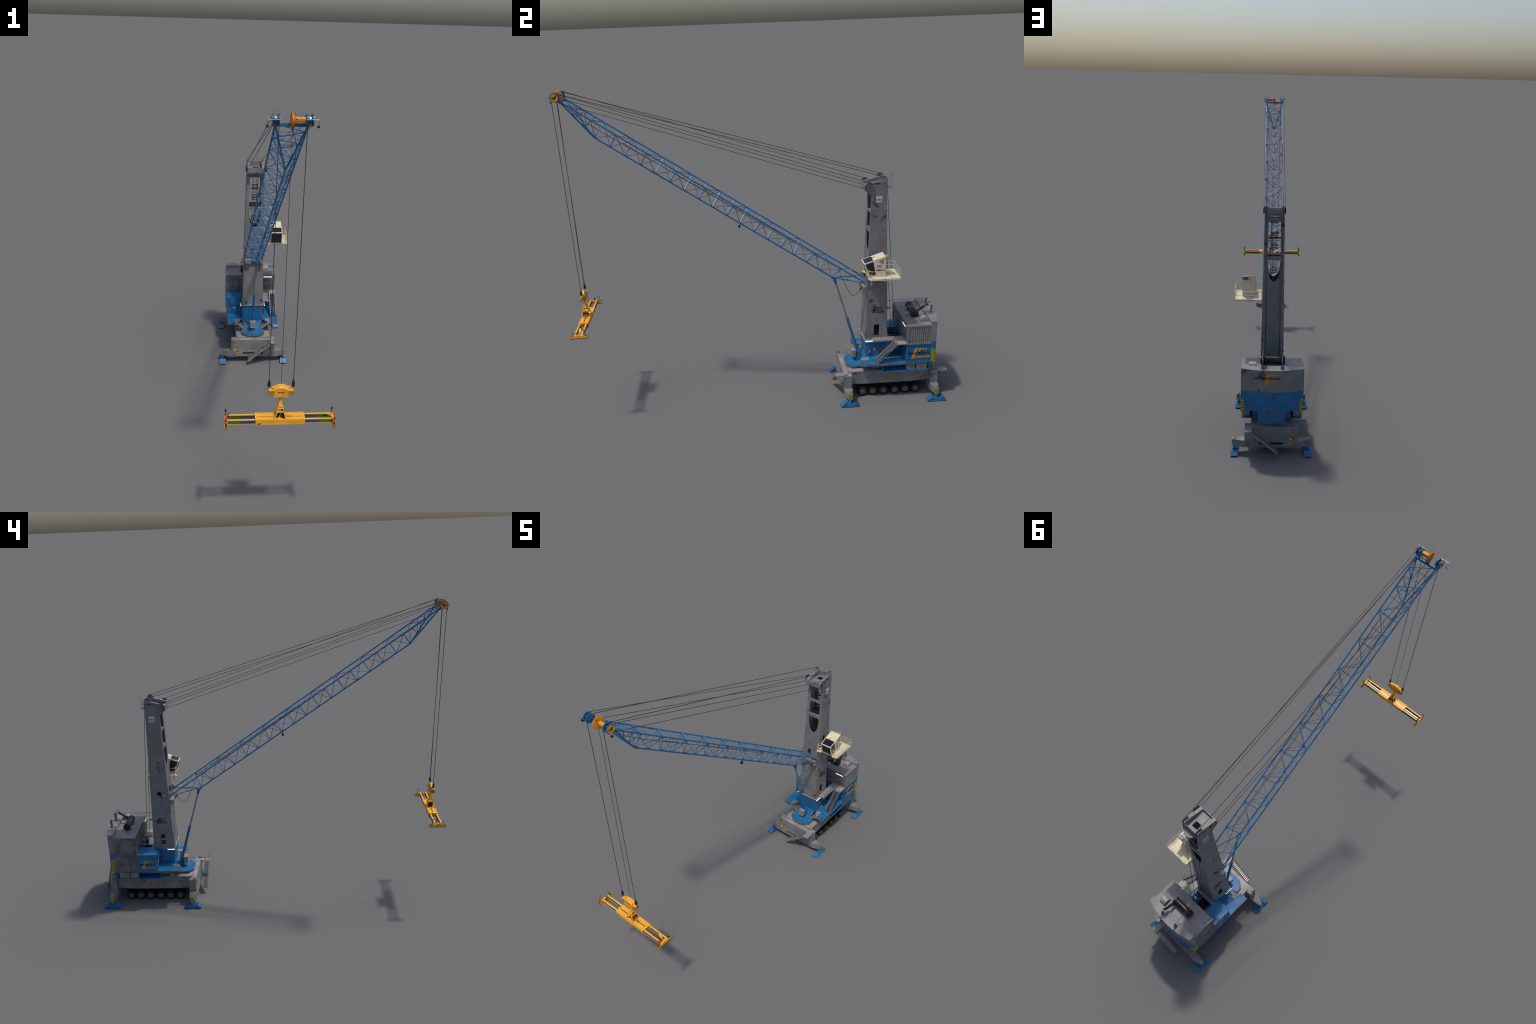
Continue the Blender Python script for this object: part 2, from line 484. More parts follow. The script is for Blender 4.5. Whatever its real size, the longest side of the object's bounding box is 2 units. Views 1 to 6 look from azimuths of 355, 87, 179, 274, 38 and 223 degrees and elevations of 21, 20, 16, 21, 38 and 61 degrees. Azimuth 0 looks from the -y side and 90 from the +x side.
warn_triangle(chassis, (.104, .690, .0985), '+x', .046, .040)
warn_triangle(chassis, (-.104, .6855, .0982), '-x', .046, .040)
model_mark(chassis, (.104, .474, .1440), '+x', .047, .0075)
model_mark(chassis, (-.104, .506, .1440), '-x', .034, .0060)

# eye lugs, little hand grips and cleats
lug = Part("lifting_lug", GREYLITE, chassis)
for y in (.432, .936):
    for x in (-.134, .133):
        k = 1 if y < .6 else -1
        lug.prism([(y - .008, .1500), (y + .016 * k, .1500), (y + .004 * k, .1655), (y - .006 * k, .1655)] if k == 1 else
                  [(y + .008, .1500), (y - .006 * k * -1, .1655), (y + .004 * k, .1655), (y + .016 * k, .1500)],
                  'x', x - .0018, x + .0018, holes=[[(y + .004 * math.cos(i * math.pi / 4) * .9, .1585 + .0036 * math.sin(i * math.pi / 4)) for i in range(8)]])
lug.done()
cl = Part("side_cleat", GREYDIRT, chassis)
for y in (.594, .76, .835):
    cl.mbox((.104, y - .0013, .126), (.1055, y + .0013, .136))
for y in (.62, .72, .83):
    cl.mbox((.104, y - .002, .090), (.1046, y + .002, .094))
cl.done()
under = Part("axle_housing", BLACK, chassis)
under.box((-.072, .50, .035), (.072, .87, .076))
for y in (.532, .5913, .6515, .7155, .775, .834):
    under.tube((-.09, y, .0277), (.09, y, .0277), .006, 10)
    under.mbox((.045, y - .012, .04), (.066, y + .012, .08))
under.done()

# ------------------------------------------------------------------ wheels
wy = (.532, .5913, .6515, .7155, .775, .834)
R = .0275
wheel0 = rim0 = None
for side in (1, -1):
    for x in (.0925, .0600):
        for y in wy:
            if wheel0 is None:
                t = Part("wheel", RUBBER, chassis)
                w = .0132
                prof = [(-w + .001, .0155), (-w, .0200), (-w + .0012, .0245), (-w + .004, .0268), (-.004, R), (-.0035, .0262), (-.002, .0262), (-.0015, R),
                        (.0015, R), (.002, .0262), (.0035, .0262), (.004, R), (w - .004, .0268), (w - .0012, .0245), (w, .0200), (w - .001, .0155)]
                t.lathe(prof, (0, 0, 0), 'x', 32)
                for i in range(26):   # tread blocks
                    a = 2 * math.pi * i / 26
                    m = Matrix.Rotation(a, 4, 'X')
                    t.box((.0055, -.0022, .0255), (.0112, .0022, .0276), m); t.box((-.0112, -.0022, .0255), (-.0055, .0022, .0276), m)
                wheel0 = t.done()
                r = Part("rim", HUB, wheel0)
                r.lathe([(.0085, .0), (.0142, .0), (.0146, .0035), (.0136, .0060), (.0126, .0085), (.0122, .0120), (.0126, .0138), (.0134, .0150), (.0134, .0160), (.0100, .0162)], (0, 0, 0), 'x', 24)
                for i in range(10):
                    a = 2 * math.pi * i / 10
                    r.tube((.0115, .0100 * math.cos(a), .0100 * math.sin(a)), (.0134, .0100 * math.cos(a), .0100 * math.sin(a)), .0009, 6)
                rim0 = r.done()
                wo, ro = wheel0, rim0
            else:
                wo = instance(wheel0, parent=chassis)
                ro = instance(rim0, parent=wo)
            wo.location = (side * x, y, .0277)
            wo.rotation_euler = (random.uniform(0, 6), 0, 0 if side == 1 else math.pi)

# ------------------------------------------------------------------ outriggers
arm0 = foot0 = cap0 = jack0 = lid0 = None
for sx in (1, -1):
    for sy, yc in ((1, .4467), (-1, .9263)):
        if arm0 is None:
            a = Part("outrigger_arm", GREY, chassis)
            def sec(x, y0, y1, z0, z1): return [(x, y0, z0), (x, y1, z0), (x, y1, z1), (x, y0, z1)]
            a.loft([sec(.125, -.0225, .0200, .0350, .0742), sec(.147, -.0225, .0200, .0350, .0742), sec(.170, -.0170, .0150, .0385, .0744), sec(.2005, -.0100, .0105, .0425, .0746)])
            a.box((.190, -.0108, .0722), (.2014, .0113, .0755))
            arm0 = a.done(30, .0006)
            c = Part("hazard_cap", HAZ_ARM, arm0); c.box((.1935, -.0107, .0430), (.2013, .0110, .0722)); cap0 = c.done()
            j = Part("jack", STEEL, arm0); j.tube((.1885, 0, .012), (.1885, 0, .045), .0042, 12)
            j.use(GREYLITE).tube((.1885, 0, .026), (.1885, 0, .044), .0062, 12); jack0 = j.done()
            l = Part("jack_lid", GREYDIRT, arm0); l.tube((.1885, 0, .0755), (.1885, 0, .0772), .0058, 14)
            l.path([(.1885, .003, .0772), (.181, .006, .081), (.173, .004, .0765), (.165, .0, .0748)], .0007, 5); lid0 = l.done()
            f = Part("outrigger_foot", BLUE, chassis)
            prof = [(-.0515, 0), (-.0515, .0030), (-.0290, .0225), (-.0265, .0225), (-.0140, .0130), (.0140, .0130), (.0265, .0225), (.0290, .0225), (.0515, .0030), (.0515, 0)]
            f.prism(prof, 'x', -.0150, .0150)
            f.box((-.0185, -.0515, 0), (.0185, .0515, .0032))
            for k in (1, -1):   # ramp plates over the web
                f.loft([[(-.0185, k * .0515, .0026), (.0185, k * .0515, .0026), (.0185, k * .0515, .0042), (-.0185, k * .0515, .0042)],
                        [(-.0185, k * .0275, .0218), (.0185, k * .0275, .0218), (.0185, k * .0265, .0238), (-.0185, k * .0265, .0238)]])
            for k in (1, -1):   # jack shoe and gussets
                f.loft([[(-.0015 + k * .009, -.013, .012), (.0015 + k * .009, -.013, .012), (.0015 + k * .009, .013, .012), (-.0015 + k * .009, .013, .012)],
                        [(-.0015 + k * .009, -.006, .0225), (.0015 + k * .009, -.006, .0225), (.0015 + k * .009, .006, .0225), (-.0015 + k * .009, .006, .0225)]])
            f.tube((0, 0, .012), (0, 0, .021), .0075, 12)
            foot0 = f.done(30, .0004)
            ao, fo = arm0, foot0
            kids = (cap0, jack0, lid0)
        else:
            ao = instance(arm0, parent=chassis)
            fo = instance(foot0, parent=chassis)
            for k in (cap0, jack0, lid0): instance(k, parent=ao)
        ao.location = (0, yc, 0)
        ao.rotation_euler = (0, 0, 0 if sx == 1 else math.pi)
        if (sx == 1) != (sy == 1):
            ao.scale = (1, -1, 1)
        fo.location = (sx * .1885, .4447 if sy == 1 else .9283, 0)
tags = Part("jack_tag", SIGNRED, chassis)
for x, y, c in ((.1885, .4467, SIGNRED), (-.1885, .4467, NAVY), (.1885, .9263, GREEN), (-.1885, .9263, SIGNYELLOW)):
    tags.use(c).box((x - .006, y - .0032, .0772), (x + .006, y + .0032, .0780))
tags.done(0)

# ------------------------------------------------------------------ access stairs at both ends
def stair(name, parent, p_top, p_bot, width_dir, width, steps, mat=GREYLITE, depth=.011, treads=GREYDIRT, tread_len=.010, tread_th=.0007):
    """two stringers and treads between a top and a bottom point"""
    s = Part(name, mat, parent)
    pt, pb, wd = V(p_top), V(p_bot), V(width_dir)
    up = V((0, 0, 1))
    run = V((pt.x - pb.x, pt.y - pb.y, 0)).normalized()
    for k in (0, 1):
        o = wd * (width * k)
        t = wd * .0014 * (1 if k == 0 else -1)
        q = [pb + o - up * depth * .62, pb + o + up * depth * .42, pt + o + up * depth * .55, pt + o - up * depth * .5]
        s.loft([q, [v + t for v in q]])
    s.use(treads)
    for i in range(steps):
        f = (i + .5) / steps
        c = pb.lerp(pt, f)
        a = c - run * tread_len / 2; b = c + run * tread_len / 2
        vs = [a + wd * .0016, b + wd * .0016, b + wd * (width - .0016), a + wd * (width - .0016)]
        s.loft([[v - up * tread_th for v in vs], [v + up * tread_th for v in vs]])
    return s.done(30)

for s, ya, yb in ((1, .3750, .3945), (-1, .9985, .9785)):
    stair("access_stair", chassis, (.100, ya, .1430), (-.034, ya, .0330), (0, s, 0), .0262, 15, GREY, .0175, TREAD, .0062, .0023)
    pl = Part("stair_platform", GREYLITE, chassis)
    y0, y1 = sorted((ya, .427 if s == 1 else .946))
    pl.box((.098, y0, .1490), (.1345, y1, .1535))
    pl.box((.1325, y0, .1440), (.1355, y1, .1585))
    pl.box((.108, .418 if s == 1 else .946, .136), (.126, .427 if s == 1 else .955, .149))
    pl.done(30, .0004)
    ra = Part("hand_rail", RAIL, chassis)
    for yy in (ya, yb):
        ra.path([(-.036, yy, .034), (-.036, yy, .060), (.098, yy, .172), (.098, yy, .150)], .0005, 4)
        ra.tube((.03, yy, .09), (.03, yy, .115), .0005, 4)
    ra.path([(.098, ya, .153), (.098, ya, .188), (.133, ya, .188), (.133, ya, .153)], .0006, 4)
    ra.path([(.133, ya, .188), (.133, (ya + .427) / 2 if s == 1 else (ya + .946) / 2, .188)], .0006, 4)
    ra.path([(.098, ya, .170), (.133, ya, .170)], .0005, 4)
    ra.done()

# ================================================================== slewing upper structure
sl = Part("slewing_ring", BLACK, ROOT)
sl.lathe([(0, .070), (.003, .076), (.008, .076), (.009, .072), (.014, .072)], (0, .686, .157), 'z', 40)
slew = sl.done()

OCT = [(-.0345, .4500), (.0345, .4500), (.0700, .4775), (.0712, .60), (.0712, .80), (-.0712, .80), (-.0712, .60), (-.0700, .4775)]
up = Part("slewing_platform", BLUE, ROOT)
up.prism(OCT, 'z', .1655, .1752)
up.use(RIM).prism([(x * 1.012, .66 + (y - .66) * 1.006) for x, y in OCT], 'z', .1650, .1728)
up.use(BLUE)
up.box((-.098, .58, .1700), (.098, .890, .2180))
platform = up.done(35)

wk = Part("walkway_deck", BLUE, platform)
deck = [(-.1560, .5115), (-.108, .5115), (-.104, .560), (.104, .560), (.108, .5115), (.1560, .5115), (.1560, .893), (-.1560, .893)]
wk.prism(deck, 'z', .2195, .2262)
wk.use(RIM)
for s in (1, -1):
    wk.box((min(s * .1558, s * .1572), .5105, .2150), (max(s * .1558, s * .1572), .893, .2255))
    wk.box((min(s * .1075, s * .1572), .5098, .2150), (max(s * .1075, s * .1572), .5112, .2255))
wk.done(35)

# well in front of the mast foot: sloping blue panel and two small side stairs
wp = Part("front_well_panel", BLUE, platform)
wp.loft([[(-.0445, .529, .1745), (.0445, .529, .1745), (.0445, .534, .1745), (-.0445, .534, .1745)],
         [(-.0600, .552, .2190), (.0600, .552, .2190), (.0600, .566, .2190), (-.0600, .566, .2190)]])
wp.use(RIM)
wp.box((-.061, .5485, .2175), (.061, .5515, .2200)); wp.box((-.0450, .5270, .1745), (.0450, .5300, .1762))
for s in (1, -1):
    wp.loft([[(s * .0430, .5275, .1745), (s * .0455, .5275, .1745), (s * .0455, .5300, .1745), (s * .0430, .5300, .1745)],
             [(s * .0590, .5495, .2190), (s * .0615, .5495, .2190), (s * .0615, .5520, .2190), (s * .0590, .5520, .2190)]])
wp.done(30)
for s in (1, -1):
    stair("deck_stair", platform, (s * .098, .5195, .2190), (s * .0465, .5195, .1790), (0, 1, 0), .030, 7, depth=.020, mat=GREY, tread_len=.0075)
    ld = Part("stair_landing", GREYLITE, platform)
    a, b = sorted((s * .0790, s * .1075))
    ld.box((a, .5300, .2262), (b, .5660, .2300))
    a, b = sorted((s * .0935, s * .1075))
    ld.box((a, .5185, .2060), (b, .5320, .2290))
    ld.done(30, .0004)
eb = Part("electric_box", GREYLITE, platform)
eb.box((-.0165, .4845, .2020), (.0160, .5085, .2420))
eb.box((-.0172, .4838, .2405), (.0167, .5092, .2428))
eb.box((-.003, .4940, .1750), (.003, .4990, .2030))
eb.use(INK).box((-.003, .4840, .216), (.004, .4848, .222))
eb.done(30, .0005)

# box frame hanging under the walkway
fr = Part("side_frame", BLUE, platform)
for s in (1, -1):
    X = s * .1535
    for y in (.6305, .7605, .8905):
        fr.box((X - .0018, y - .0018, .1730), (X + .0018, y + .0018, .2200))
    a, b = sorted((X - .0018, X + .0018))
    fr.box((a, .6290, .1715), (b, .8925, .1752))
    fr.box((a, .6290, .2165), (b, .8925, .2200))
    a, b = sorted((s * .098, X))
    fr.box((a, .6290, .1715), (b, .8925, .1738))
    for y in (.6305, .8905):
        fr.tube((s * .099, y, .1733), (X, y, .1733), .0017, 4)
    fr.loft([[(s * .098, .585, .2195), (s * .103, .585, .2195), (s * .103, .631, .1730), (s * .098, .631, .1730)],
             [(s * .098, .590, .2195), (s * .103, .590, .2195), (s * .103, .636, .1730), (s * .098, .636, .1730)]])
fr.done(30)
for s in (1, -1):
    for y0, y1 in ((.7640, .8120), (.8185, .8765)):
        b = Part("battery_box", GREYBOX, platform)
        lo, hi = sorted((s * .112, s * .1490))
        b.box((lo, y0, .1742), (hi, y1, .2085))
        X = s * .1490
        b.use(INK)
        b.box((min(X, X + s * .0006), y0 + .006, .196), (max(X, X + s * .0006), y0 + .016, .1975))
        for k in range(5):
            yy = y0 + .022 + .0042 * k; zz = .186 + .006 * ((k * 7) % 3)
            b.box((min(X, X + s * .0006), yy, zz), (max(X, X + s * .0006), yy + .0028, zz + .005))
        b.done(30, .0005)
rb = Part("rear_lower_box", BLUE, platform)
rb.box((-.0680, .85, .1730), (.0680, .9430, .2360))
rb.use(RIM)
for x in (-.068, 0, .068):
    rb.box((x - .0022, .9425, .1715), (x + .0022, .9445, .2360))
rb.box((-.0700, .9425, .1705), (.0700, .9448, .1735)); rb.box((-.0700, .9425, .2190), (.0700, .9448, .2212))
rb.done(30)

# cabinet under the mast
def yf(z): return .5500 + .0255 * (z - .33)      # mast front face
def yr(z): return .6743 - .0305 * (z - .33)      # mast rear face
def wx(z): return .0620 - .0127 * (z - .33)      # mast half width
cb = Part("mast_cabinet", BLUE, platform)
cb.loft([[(-.0610, .5620, .2185), (.0610, .5620, .2185), (.0610, .690, .2185), (-.0610, .690, .2185)],
         [(-.0640, .5490, .3280), (.0640, .5490, .3280), (.0640, .690, .3280), (-.0640, .690, .3280)]])
def cab_front(z): return .5620 - (z - .2185) * .013 / .1095
for s in (1, -1):   # two big front doors and side doors
    a, b = sorted((s * .0035, s * .0585))
    q = [[(a, cab_front(z) - .0016, z), (b, cab_front(z) - .0016, z), (b, cab_front(z) + .002, z), (a, cab_front(z) + .002, z)] for z in (.224, .318)]
    cb.loft(q)
    cb.use(RIM)
    for z in (.2215, .3195):
        cb.box((a, cab_front(z) - .0010, z - .0010), (b, cab_front(z) + .002, z + .0010))
    for xx in (a, b):
        cb.loft([[(xx - .0009, cab_front(z) - .0012, z), (xx + .0009, cab_front(z) - .0012, z), (xx + .0009, cab_front(z) + .002, z), (xx - .0009, cab_front(z) + .002, z)] for z in (.222, .3195)])
    cb.use(BLUE)
    cb.box((min(s * .0625, s * .0650), .594, .2235), (max(s * .0625, s * .0650), .633, .3030))
cb.done(30, .0005)
lb = Part("mast_base_plate", GREYLITE, platform)
lb.box((-.0665, .5440, .3275), (.0665, .6900, .3325)); lb.done(30, .0005)
model_mark(platform, (-.054, .5500, .3090), '-y', .026, .0042)
ex = Part("fire_extinguisher", REDP, platform)
for x, y in ((.0640, .5755), (.0640, .6545), (-.0640, .612)):
    k = 1 if x > 0 else -1
    a, b = sorted((x - k * .001, x + k * .0040))
    ex.use(REDP).box((a, y - .0060, .2440), (b, y + .0060, .2750))
    a, b = sorted((x + k * .0040, x + k * .0044))
    ex.use(WHITE).box((a, y - .0025, .2555), (b, y + .0025, .2640))
ex.done(30, .0006)
ws = Part("notice_plate", WHITE, platform)
ws.box((.0650, .5985, .2660), (.0656, .6065, .2760)); ws.box((.0945, .7570, .3880), (.1005, .7585, .3975))
ws.box((-.1205, .6440, .2660), (-.1150, .6455, .2740))
ws.use(SIGNYELLOW).box((-.1115, .6440, .2610), (-.1025, .6455, .2745))
ws.use(INK).box((-.1085, .6436, .2640), (-.1055, .6445, .2710))
ws.done(0)
lmp = Part("work_lamp", LAMP, platform)
for s in (1, -1):
    a, b = sorted((s * .0735, s * .0770))
    lmp.box((a, .5480, .3255), (b, .5900, .3295))
lmp.box((.0845, .7495, .4360), (.1375, .7525, .4405))
lmp.use(GREYLITE)
for s in (1, -1):
    a, b = sorted((s * .0660, s * .0780))
    lmp.box((a + .001, .5500, .3292), (b - .0015, .5880, .3300))
lmp.box((.0855, .7500, .4404), (.1365, .7600, .4412))
lmp.done(0)

# left-hand blue machinery box with logo
bx = Part("machinery_box", BLUE, platform)
bx.prism([(.6480, .2220), (.7600, .2220), (.7600, .3345), (.6480, .3335)], 'x', -.1600, -.0640)
bx.prism([(.6380, .2900), (.6490, .2900), (.6490, .3240), (.6380, .3210)], 'x', -.1400, -.0760)
bx.box((-.131, .6462, .2260), (-.089, .6490, .2870))
bx.box((-.1606, .6470, .3325), (-.0630, .7600, .3355))
bx.use(GREYDIRT).box((-.1606, .7320, .3110), (-.1595, .7470, .3290))
bx.use(RIM).box((-.158, .6466, .3020), (-.146, .6485, .3060))
bx.done(30, .0005)
logo(platform, (-.1602, .7475, .2445), '-x', .098)
# winches in the gap between mast and house
wn = Part("winch", BLACK, platform)
wn.tube((-.052, .722, .275), (.022, .722, .275), .026, 24)
for x in (-.052, .020):
    wn.tube((x - .002, .722, .275), (x + .002, .722, .275), .033, 24)
for i in range(18):
    wn.ring((-.046 + .0036 * i, .722, .275), 'x', .0265, .0017, 24, 5)
wn.use(BLUE).tube((.022, .722, .275), (.056, .722, .275), .019, 18)
wn.box((-.062, .690, .2262), (-.054, .758, .300)); wn.box((.024, .690, .2262), (.030, .758, .300))
wn.tube((.040, .742, .315), (.058, .742, .315), .012, 14)
wn.done(35)

# ------------------------------------------------------------------ engine house
def corrugated(p, face_x, y0, y1, z0, z1, n, depth, back):
    """vertical trapezoid ribs on a side wall"""
    s = 1 if face_x > 0 else -1
    pitch = (y1 - y0) / n
    out = []
    for i in range(n):
        b = y0 + i * pitch
        for f, d in ((.0, 1), (.18, 1), (.34, 0), (.66, 0), (.82, 1)):
            out.append((face_x - s * depth * d, b + f * pitch))
    out.append((face_x - s * depth, y1))
    out += [(back, y1), (back, y0)]
    p.prism(out, 'z', z0, z1)

eh = Part("engine_house", GREY, platform)
eh.box((-.1570, .7620, .3360), (.1540, .8900, .4440))
corrugated(eh, .1575, .7680, .8850, .3440, .4400, 10, .0032, .150)
for y in (.7605, .8850):   # corner posts and rails
    eh.box((.1500, y, .3360), (.1588, y + .0072, .4460)); 
eh.box((.1500, .7605, .3340), (.1592, .8920, .3435)); eh.box((.1500, .7605, .4395), (.1590, .8920, .4470))
eh.box((-.1605, .7580, .4445), (.1585, .8920, .4480))
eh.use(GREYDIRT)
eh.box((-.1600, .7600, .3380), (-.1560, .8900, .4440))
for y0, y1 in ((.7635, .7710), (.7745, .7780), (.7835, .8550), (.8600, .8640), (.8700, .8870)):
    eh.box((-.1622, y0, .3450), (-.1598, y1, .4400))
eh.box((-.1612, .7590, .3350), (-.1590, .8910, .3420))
# front wall: ribbed panel to the left, door to the right
eh.box((-.1600, .7590, .3380), (.1540, .7630, .4440))
for x0, x1 in ((-.152, -.137), (-.131, -.120), (-.109, -.083), (-.076, -.064), (-.056, -.045), (-.037, -.026), (-.018, -.007), (.001, .012), (.020, .031), (.039, .050), (.058, .069)):
    eh.box((x0, .7558, .3560 if x0 != -.109 else .360), (x1, .7595, .4400))
eh.box((.0900, .7572, .3440), (.1360, .7595, .4290))
eh.use(GALV).box((.093, .7562, .384), (.0945, .7575, .396))
house = eh.done(30, .0004)
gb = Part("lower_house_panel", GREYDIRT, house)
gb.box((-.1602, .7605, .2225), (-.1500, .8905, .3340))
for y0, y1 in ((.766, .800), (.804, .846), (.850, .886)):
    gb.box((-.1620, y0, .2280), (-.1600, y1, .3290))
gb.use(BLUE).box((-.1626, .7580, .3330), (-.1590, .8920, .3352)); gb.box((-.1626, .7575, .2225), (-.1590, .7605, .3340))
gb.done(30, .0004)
lo = Part("lower_house", BLUE, house)
lo.box((-.1490, .7600, .2225), (.1510, .8910, .3340))
corrugated(lo, .1570, .7660, .8860, .2300, .3345, 11, .0024, .149)
lo.box((.1490, .7590, .2225), (.1578, .7662, .3345)); lo.box((.1490, .8855, .2225), (.1578, .8920, .3345))
lo.box((.1490, .7590, .2215), (.1580, .8920, .2300))
lo.box((.110, .7575, .2262), (.150, .7605, .330))
lo.done(30, .0004)
logo(house, (.1572, .7680, .2485), '+x', .1190)
fl = Part("landing_floor", GREYLITE, house)
fl.box((.0640, .5850, .3375), (.1060, .7100, .3435))
fl.box((.0630, .7000, .3376), (.1585, .7600, .3434))
for y in (.615, .645, .675):
    fl.box((.0645, y, .3435), (.1055, y + .0010, .3440))
fl.box((.1050, .5850, .3360), (.1065, .7080, .3445)); fl.box((.1060, .7062, .3360), (.1590, .7085, .3440))
fl.done(30, .0004)
stair("deck_stair", house, (.1200, .7040, .3400), (.1200, .5960, .2290), (1, 0, 0), .0330, 17, GREYLITE, .022, GREYDARK, .0075)
gr = Part("stair_hand_rail", RAIL, house)
for x in (.1195, .1535):
    gr.path([(x, .592, .2300), (x, .592, .2640), (x, .700, .3750), (x, .700, .3430)], .0007, 5)
    gr.path([(x, .592, .2480), (x, .700, .3590)], .0005, 4)
    for f in (.33, .66):
        y = .592 + .108 * f; gr.tube((x, y, .232 + .111 * f), (x, y, .264 + .111 * f), .0005, 4)
gr.done()
sg = Part("stair_guard", STEEL, house)
for x in (.1192, .1538):
    sg.path([(x, .594, .2400), (x, .706, .3545)], .0015, 6)
sg.done()
roofbits = Part("roof_fittings", GREYLITE, house)
roofbits.tube((.1560, .764, .4490), (.1560, .892, .4500), .0009, 5)
roofbits.tube((.1560, .764, .4400), (.1560, .764, .4660), .0009, 5)
roofbits.tube((.1560, .764, .4660), (.1560, .764, .4672), .0018, 6)
for x in (-.045, .058):   # roof seams
    roofbits.box((x - .0007, .7600, .4478), (x + .0007, .8910, .4486))
roofbits.box((-.110, .800, .4478), (-.108, .890, .4486))
roofbits.done()
# half-round air vent
vt = Part("roof_vent", GREYLITE, house)
arc = [(.863 + .0255 * math.cos(math.pi * i / 14), .4475 + .0275 * math.sin(math.pi * i / 14)) for i in range(15)]
vt.prism(arc, 'x', .0830, .1185); vt.done(40, .0004)

# counterweight
def plan(inset=0.0):
    pts = [(-.1585 + inset, .8885), (-.1578 + inset, .9190)]
    n = 20
    for i in range(1, n):
        t = -1 + 2 * i / n
        pts.append((t * (.1578 - inset), .9190 + (.0265 - inset) * (1 - t * t)))
    pts += [(.1578 - inset, .9190), (.1585 - inset, .8885)]
    return pts
cw = Part("counterweight", GREY, platform)
cw.prism(plan(), 'z', .3466, .4660)
cwu = cw.done(25, .0008)
cw = Part("lower_counterweight", BLUE, cwu)
cw.prism(plan(), 'z', .2370, .3464); cw.done(25, .0006)
def cw_y(x): return .9190 + .0265 * (1 - (x / .1578) ** 2)
sm = Part("counterweight_seam", GREYDIRT, cwu)
def seam_h(z, x0, x1, n=14):
    for i in range(n):
        a = x0 + (x1 - x0) * i / n; b = x0 + (x1 - x0) * (i + 1) / n
        sm.loft([[(a, cw_y(a) - .001, z - .0005), (a, cw_y(a) + .0004, z - .0005), (a, cw_y(a) + .0004, z + .0005), (a, cw_y(a) - .001, z + .0005)],
                 [(b, cw_y(b) - .001, z - .0005), (b, cw_y(b) + .0004, z - .0005), (b, cw_y(b) + .0004, z + .0005), (b, cw_y(b) - .001, z + .0005)]])
seam_h(.3905, -.156, .156); seam_h(.3170, -.156, .156)
for x in (-.135, -.115, -.095, -.055, -.02, .015, .05, .08, .10, .125, .145):
    sm.box((x - .0004, cw_y(x) - .001, .3470), (x + .0004, cw_y(x) + .0003, .3905 if (int(abs(x) * 1000) % 2) else .4640))
for x in (-.066, .066):
    sm.box((x - .005, cw_y(x) - .002, .3165), (x + .005, cw_y(x) + .0010, .3215))
sm.done(0)
logo(cwu, (.0540, .9457, .3970), '+y', .0990)
hz = Part("hazard_plate", HAZ_SIDE_R, cwu)
hz.box((.1570, .8930, .2235), (.1592, .9180, .3030))
hz.use(HAZ_SIDE_L).box((-.1592, .8930, .2235), (-.1570, .9180, .3030))
for s, mm in ((1, HAZ_BACK_R), (-1, HAZ_BACK_L)):
    hz.use(mm)
    a, b = s * .1405, s * .1592
    hz.loft([[(a, cw_y(a) - .004, .2235), (b, .9170, .2235), (b, .9200, .2235), (a, cw_y(a) + .0010, .2235)],
             [(a, cw_y(a) - .004, .3030), (b, .9170, .3030), (b, .9200, .3030), (a, cw_y(a) + .0010, .3030)]])
hz.done(20)
# tie-rod posts, rods and mast brackets
for s in (1, -1):
    X = s * .0494
    p = Part("tie_rod_post", GREYDIRT, cwu)
    p.prism([(.9090, .4660), (.9270, .4660), (.9250, .4740), (.9255, .5105), (.9225, .5150), (.9160, .5150), (.9130, .5105), (.9115, .4740)], 'x', X - .0026, X + .0026)
    p.loft([[(X - .0085, .9125, .466), (X + .0085, .9125, .466), (X + .0085, .9255, .466), (X - .0085, .9255, .466)],
            [(X - .0026, .9150, .486), (X + .0026, .9150, .486), (X + .0026, .9235, .486), (X - .0026, .9235, .486)]])
    p.box((X - .0095, .8930, .4655), (X + .0095, .9290, .4688))
    p.done(30, .0004)
    r = Part("tie_rod", GREYDIRT, cwu)
    r.tube((X, .9195, .5110), (s * .0478, .672, .5100), .0014, 8)
    r.tube((s * .0478, .6920, .5103), (s * .0478, .6600, .5108), .0016, 12, .0085)
    r.done()
# muffler and exhaust
mf = Part("exhaust_muffler", MUFF, house)
mf.lathe([(-.0650, .0), (-.0650, .0190), (-.0635, .0210), (-.0500, .0210), (-.0495, .0196), (.0450, .0196), (.0455, .0210), (.0600, .0210), (.0612, .0190), (.0612, .0)], (0, .8245, .4700), 'x', 28)
for x in (-.045, .040):
    mf.box((x - .004, .8100, .4480), (x + .004, .8390, .4600))
mf.tube((.044, .836, .4790), (.0425, .8990, .5200), .0070, 12)
mf.tube((.044, .832, .4760), (.0438, .8480, .4868), .0085, 12)
mf.done(35)
fp = Part("exhaust_flap", MUFF, house)
fp.tube((.0425, .9030, .5275), (.0425, .9050, .5300), .0068, 12, .0062)
fp.tube((.0425, .8950, .5255), (.0425, .9060, .5290), .0010, 5); fp.done()

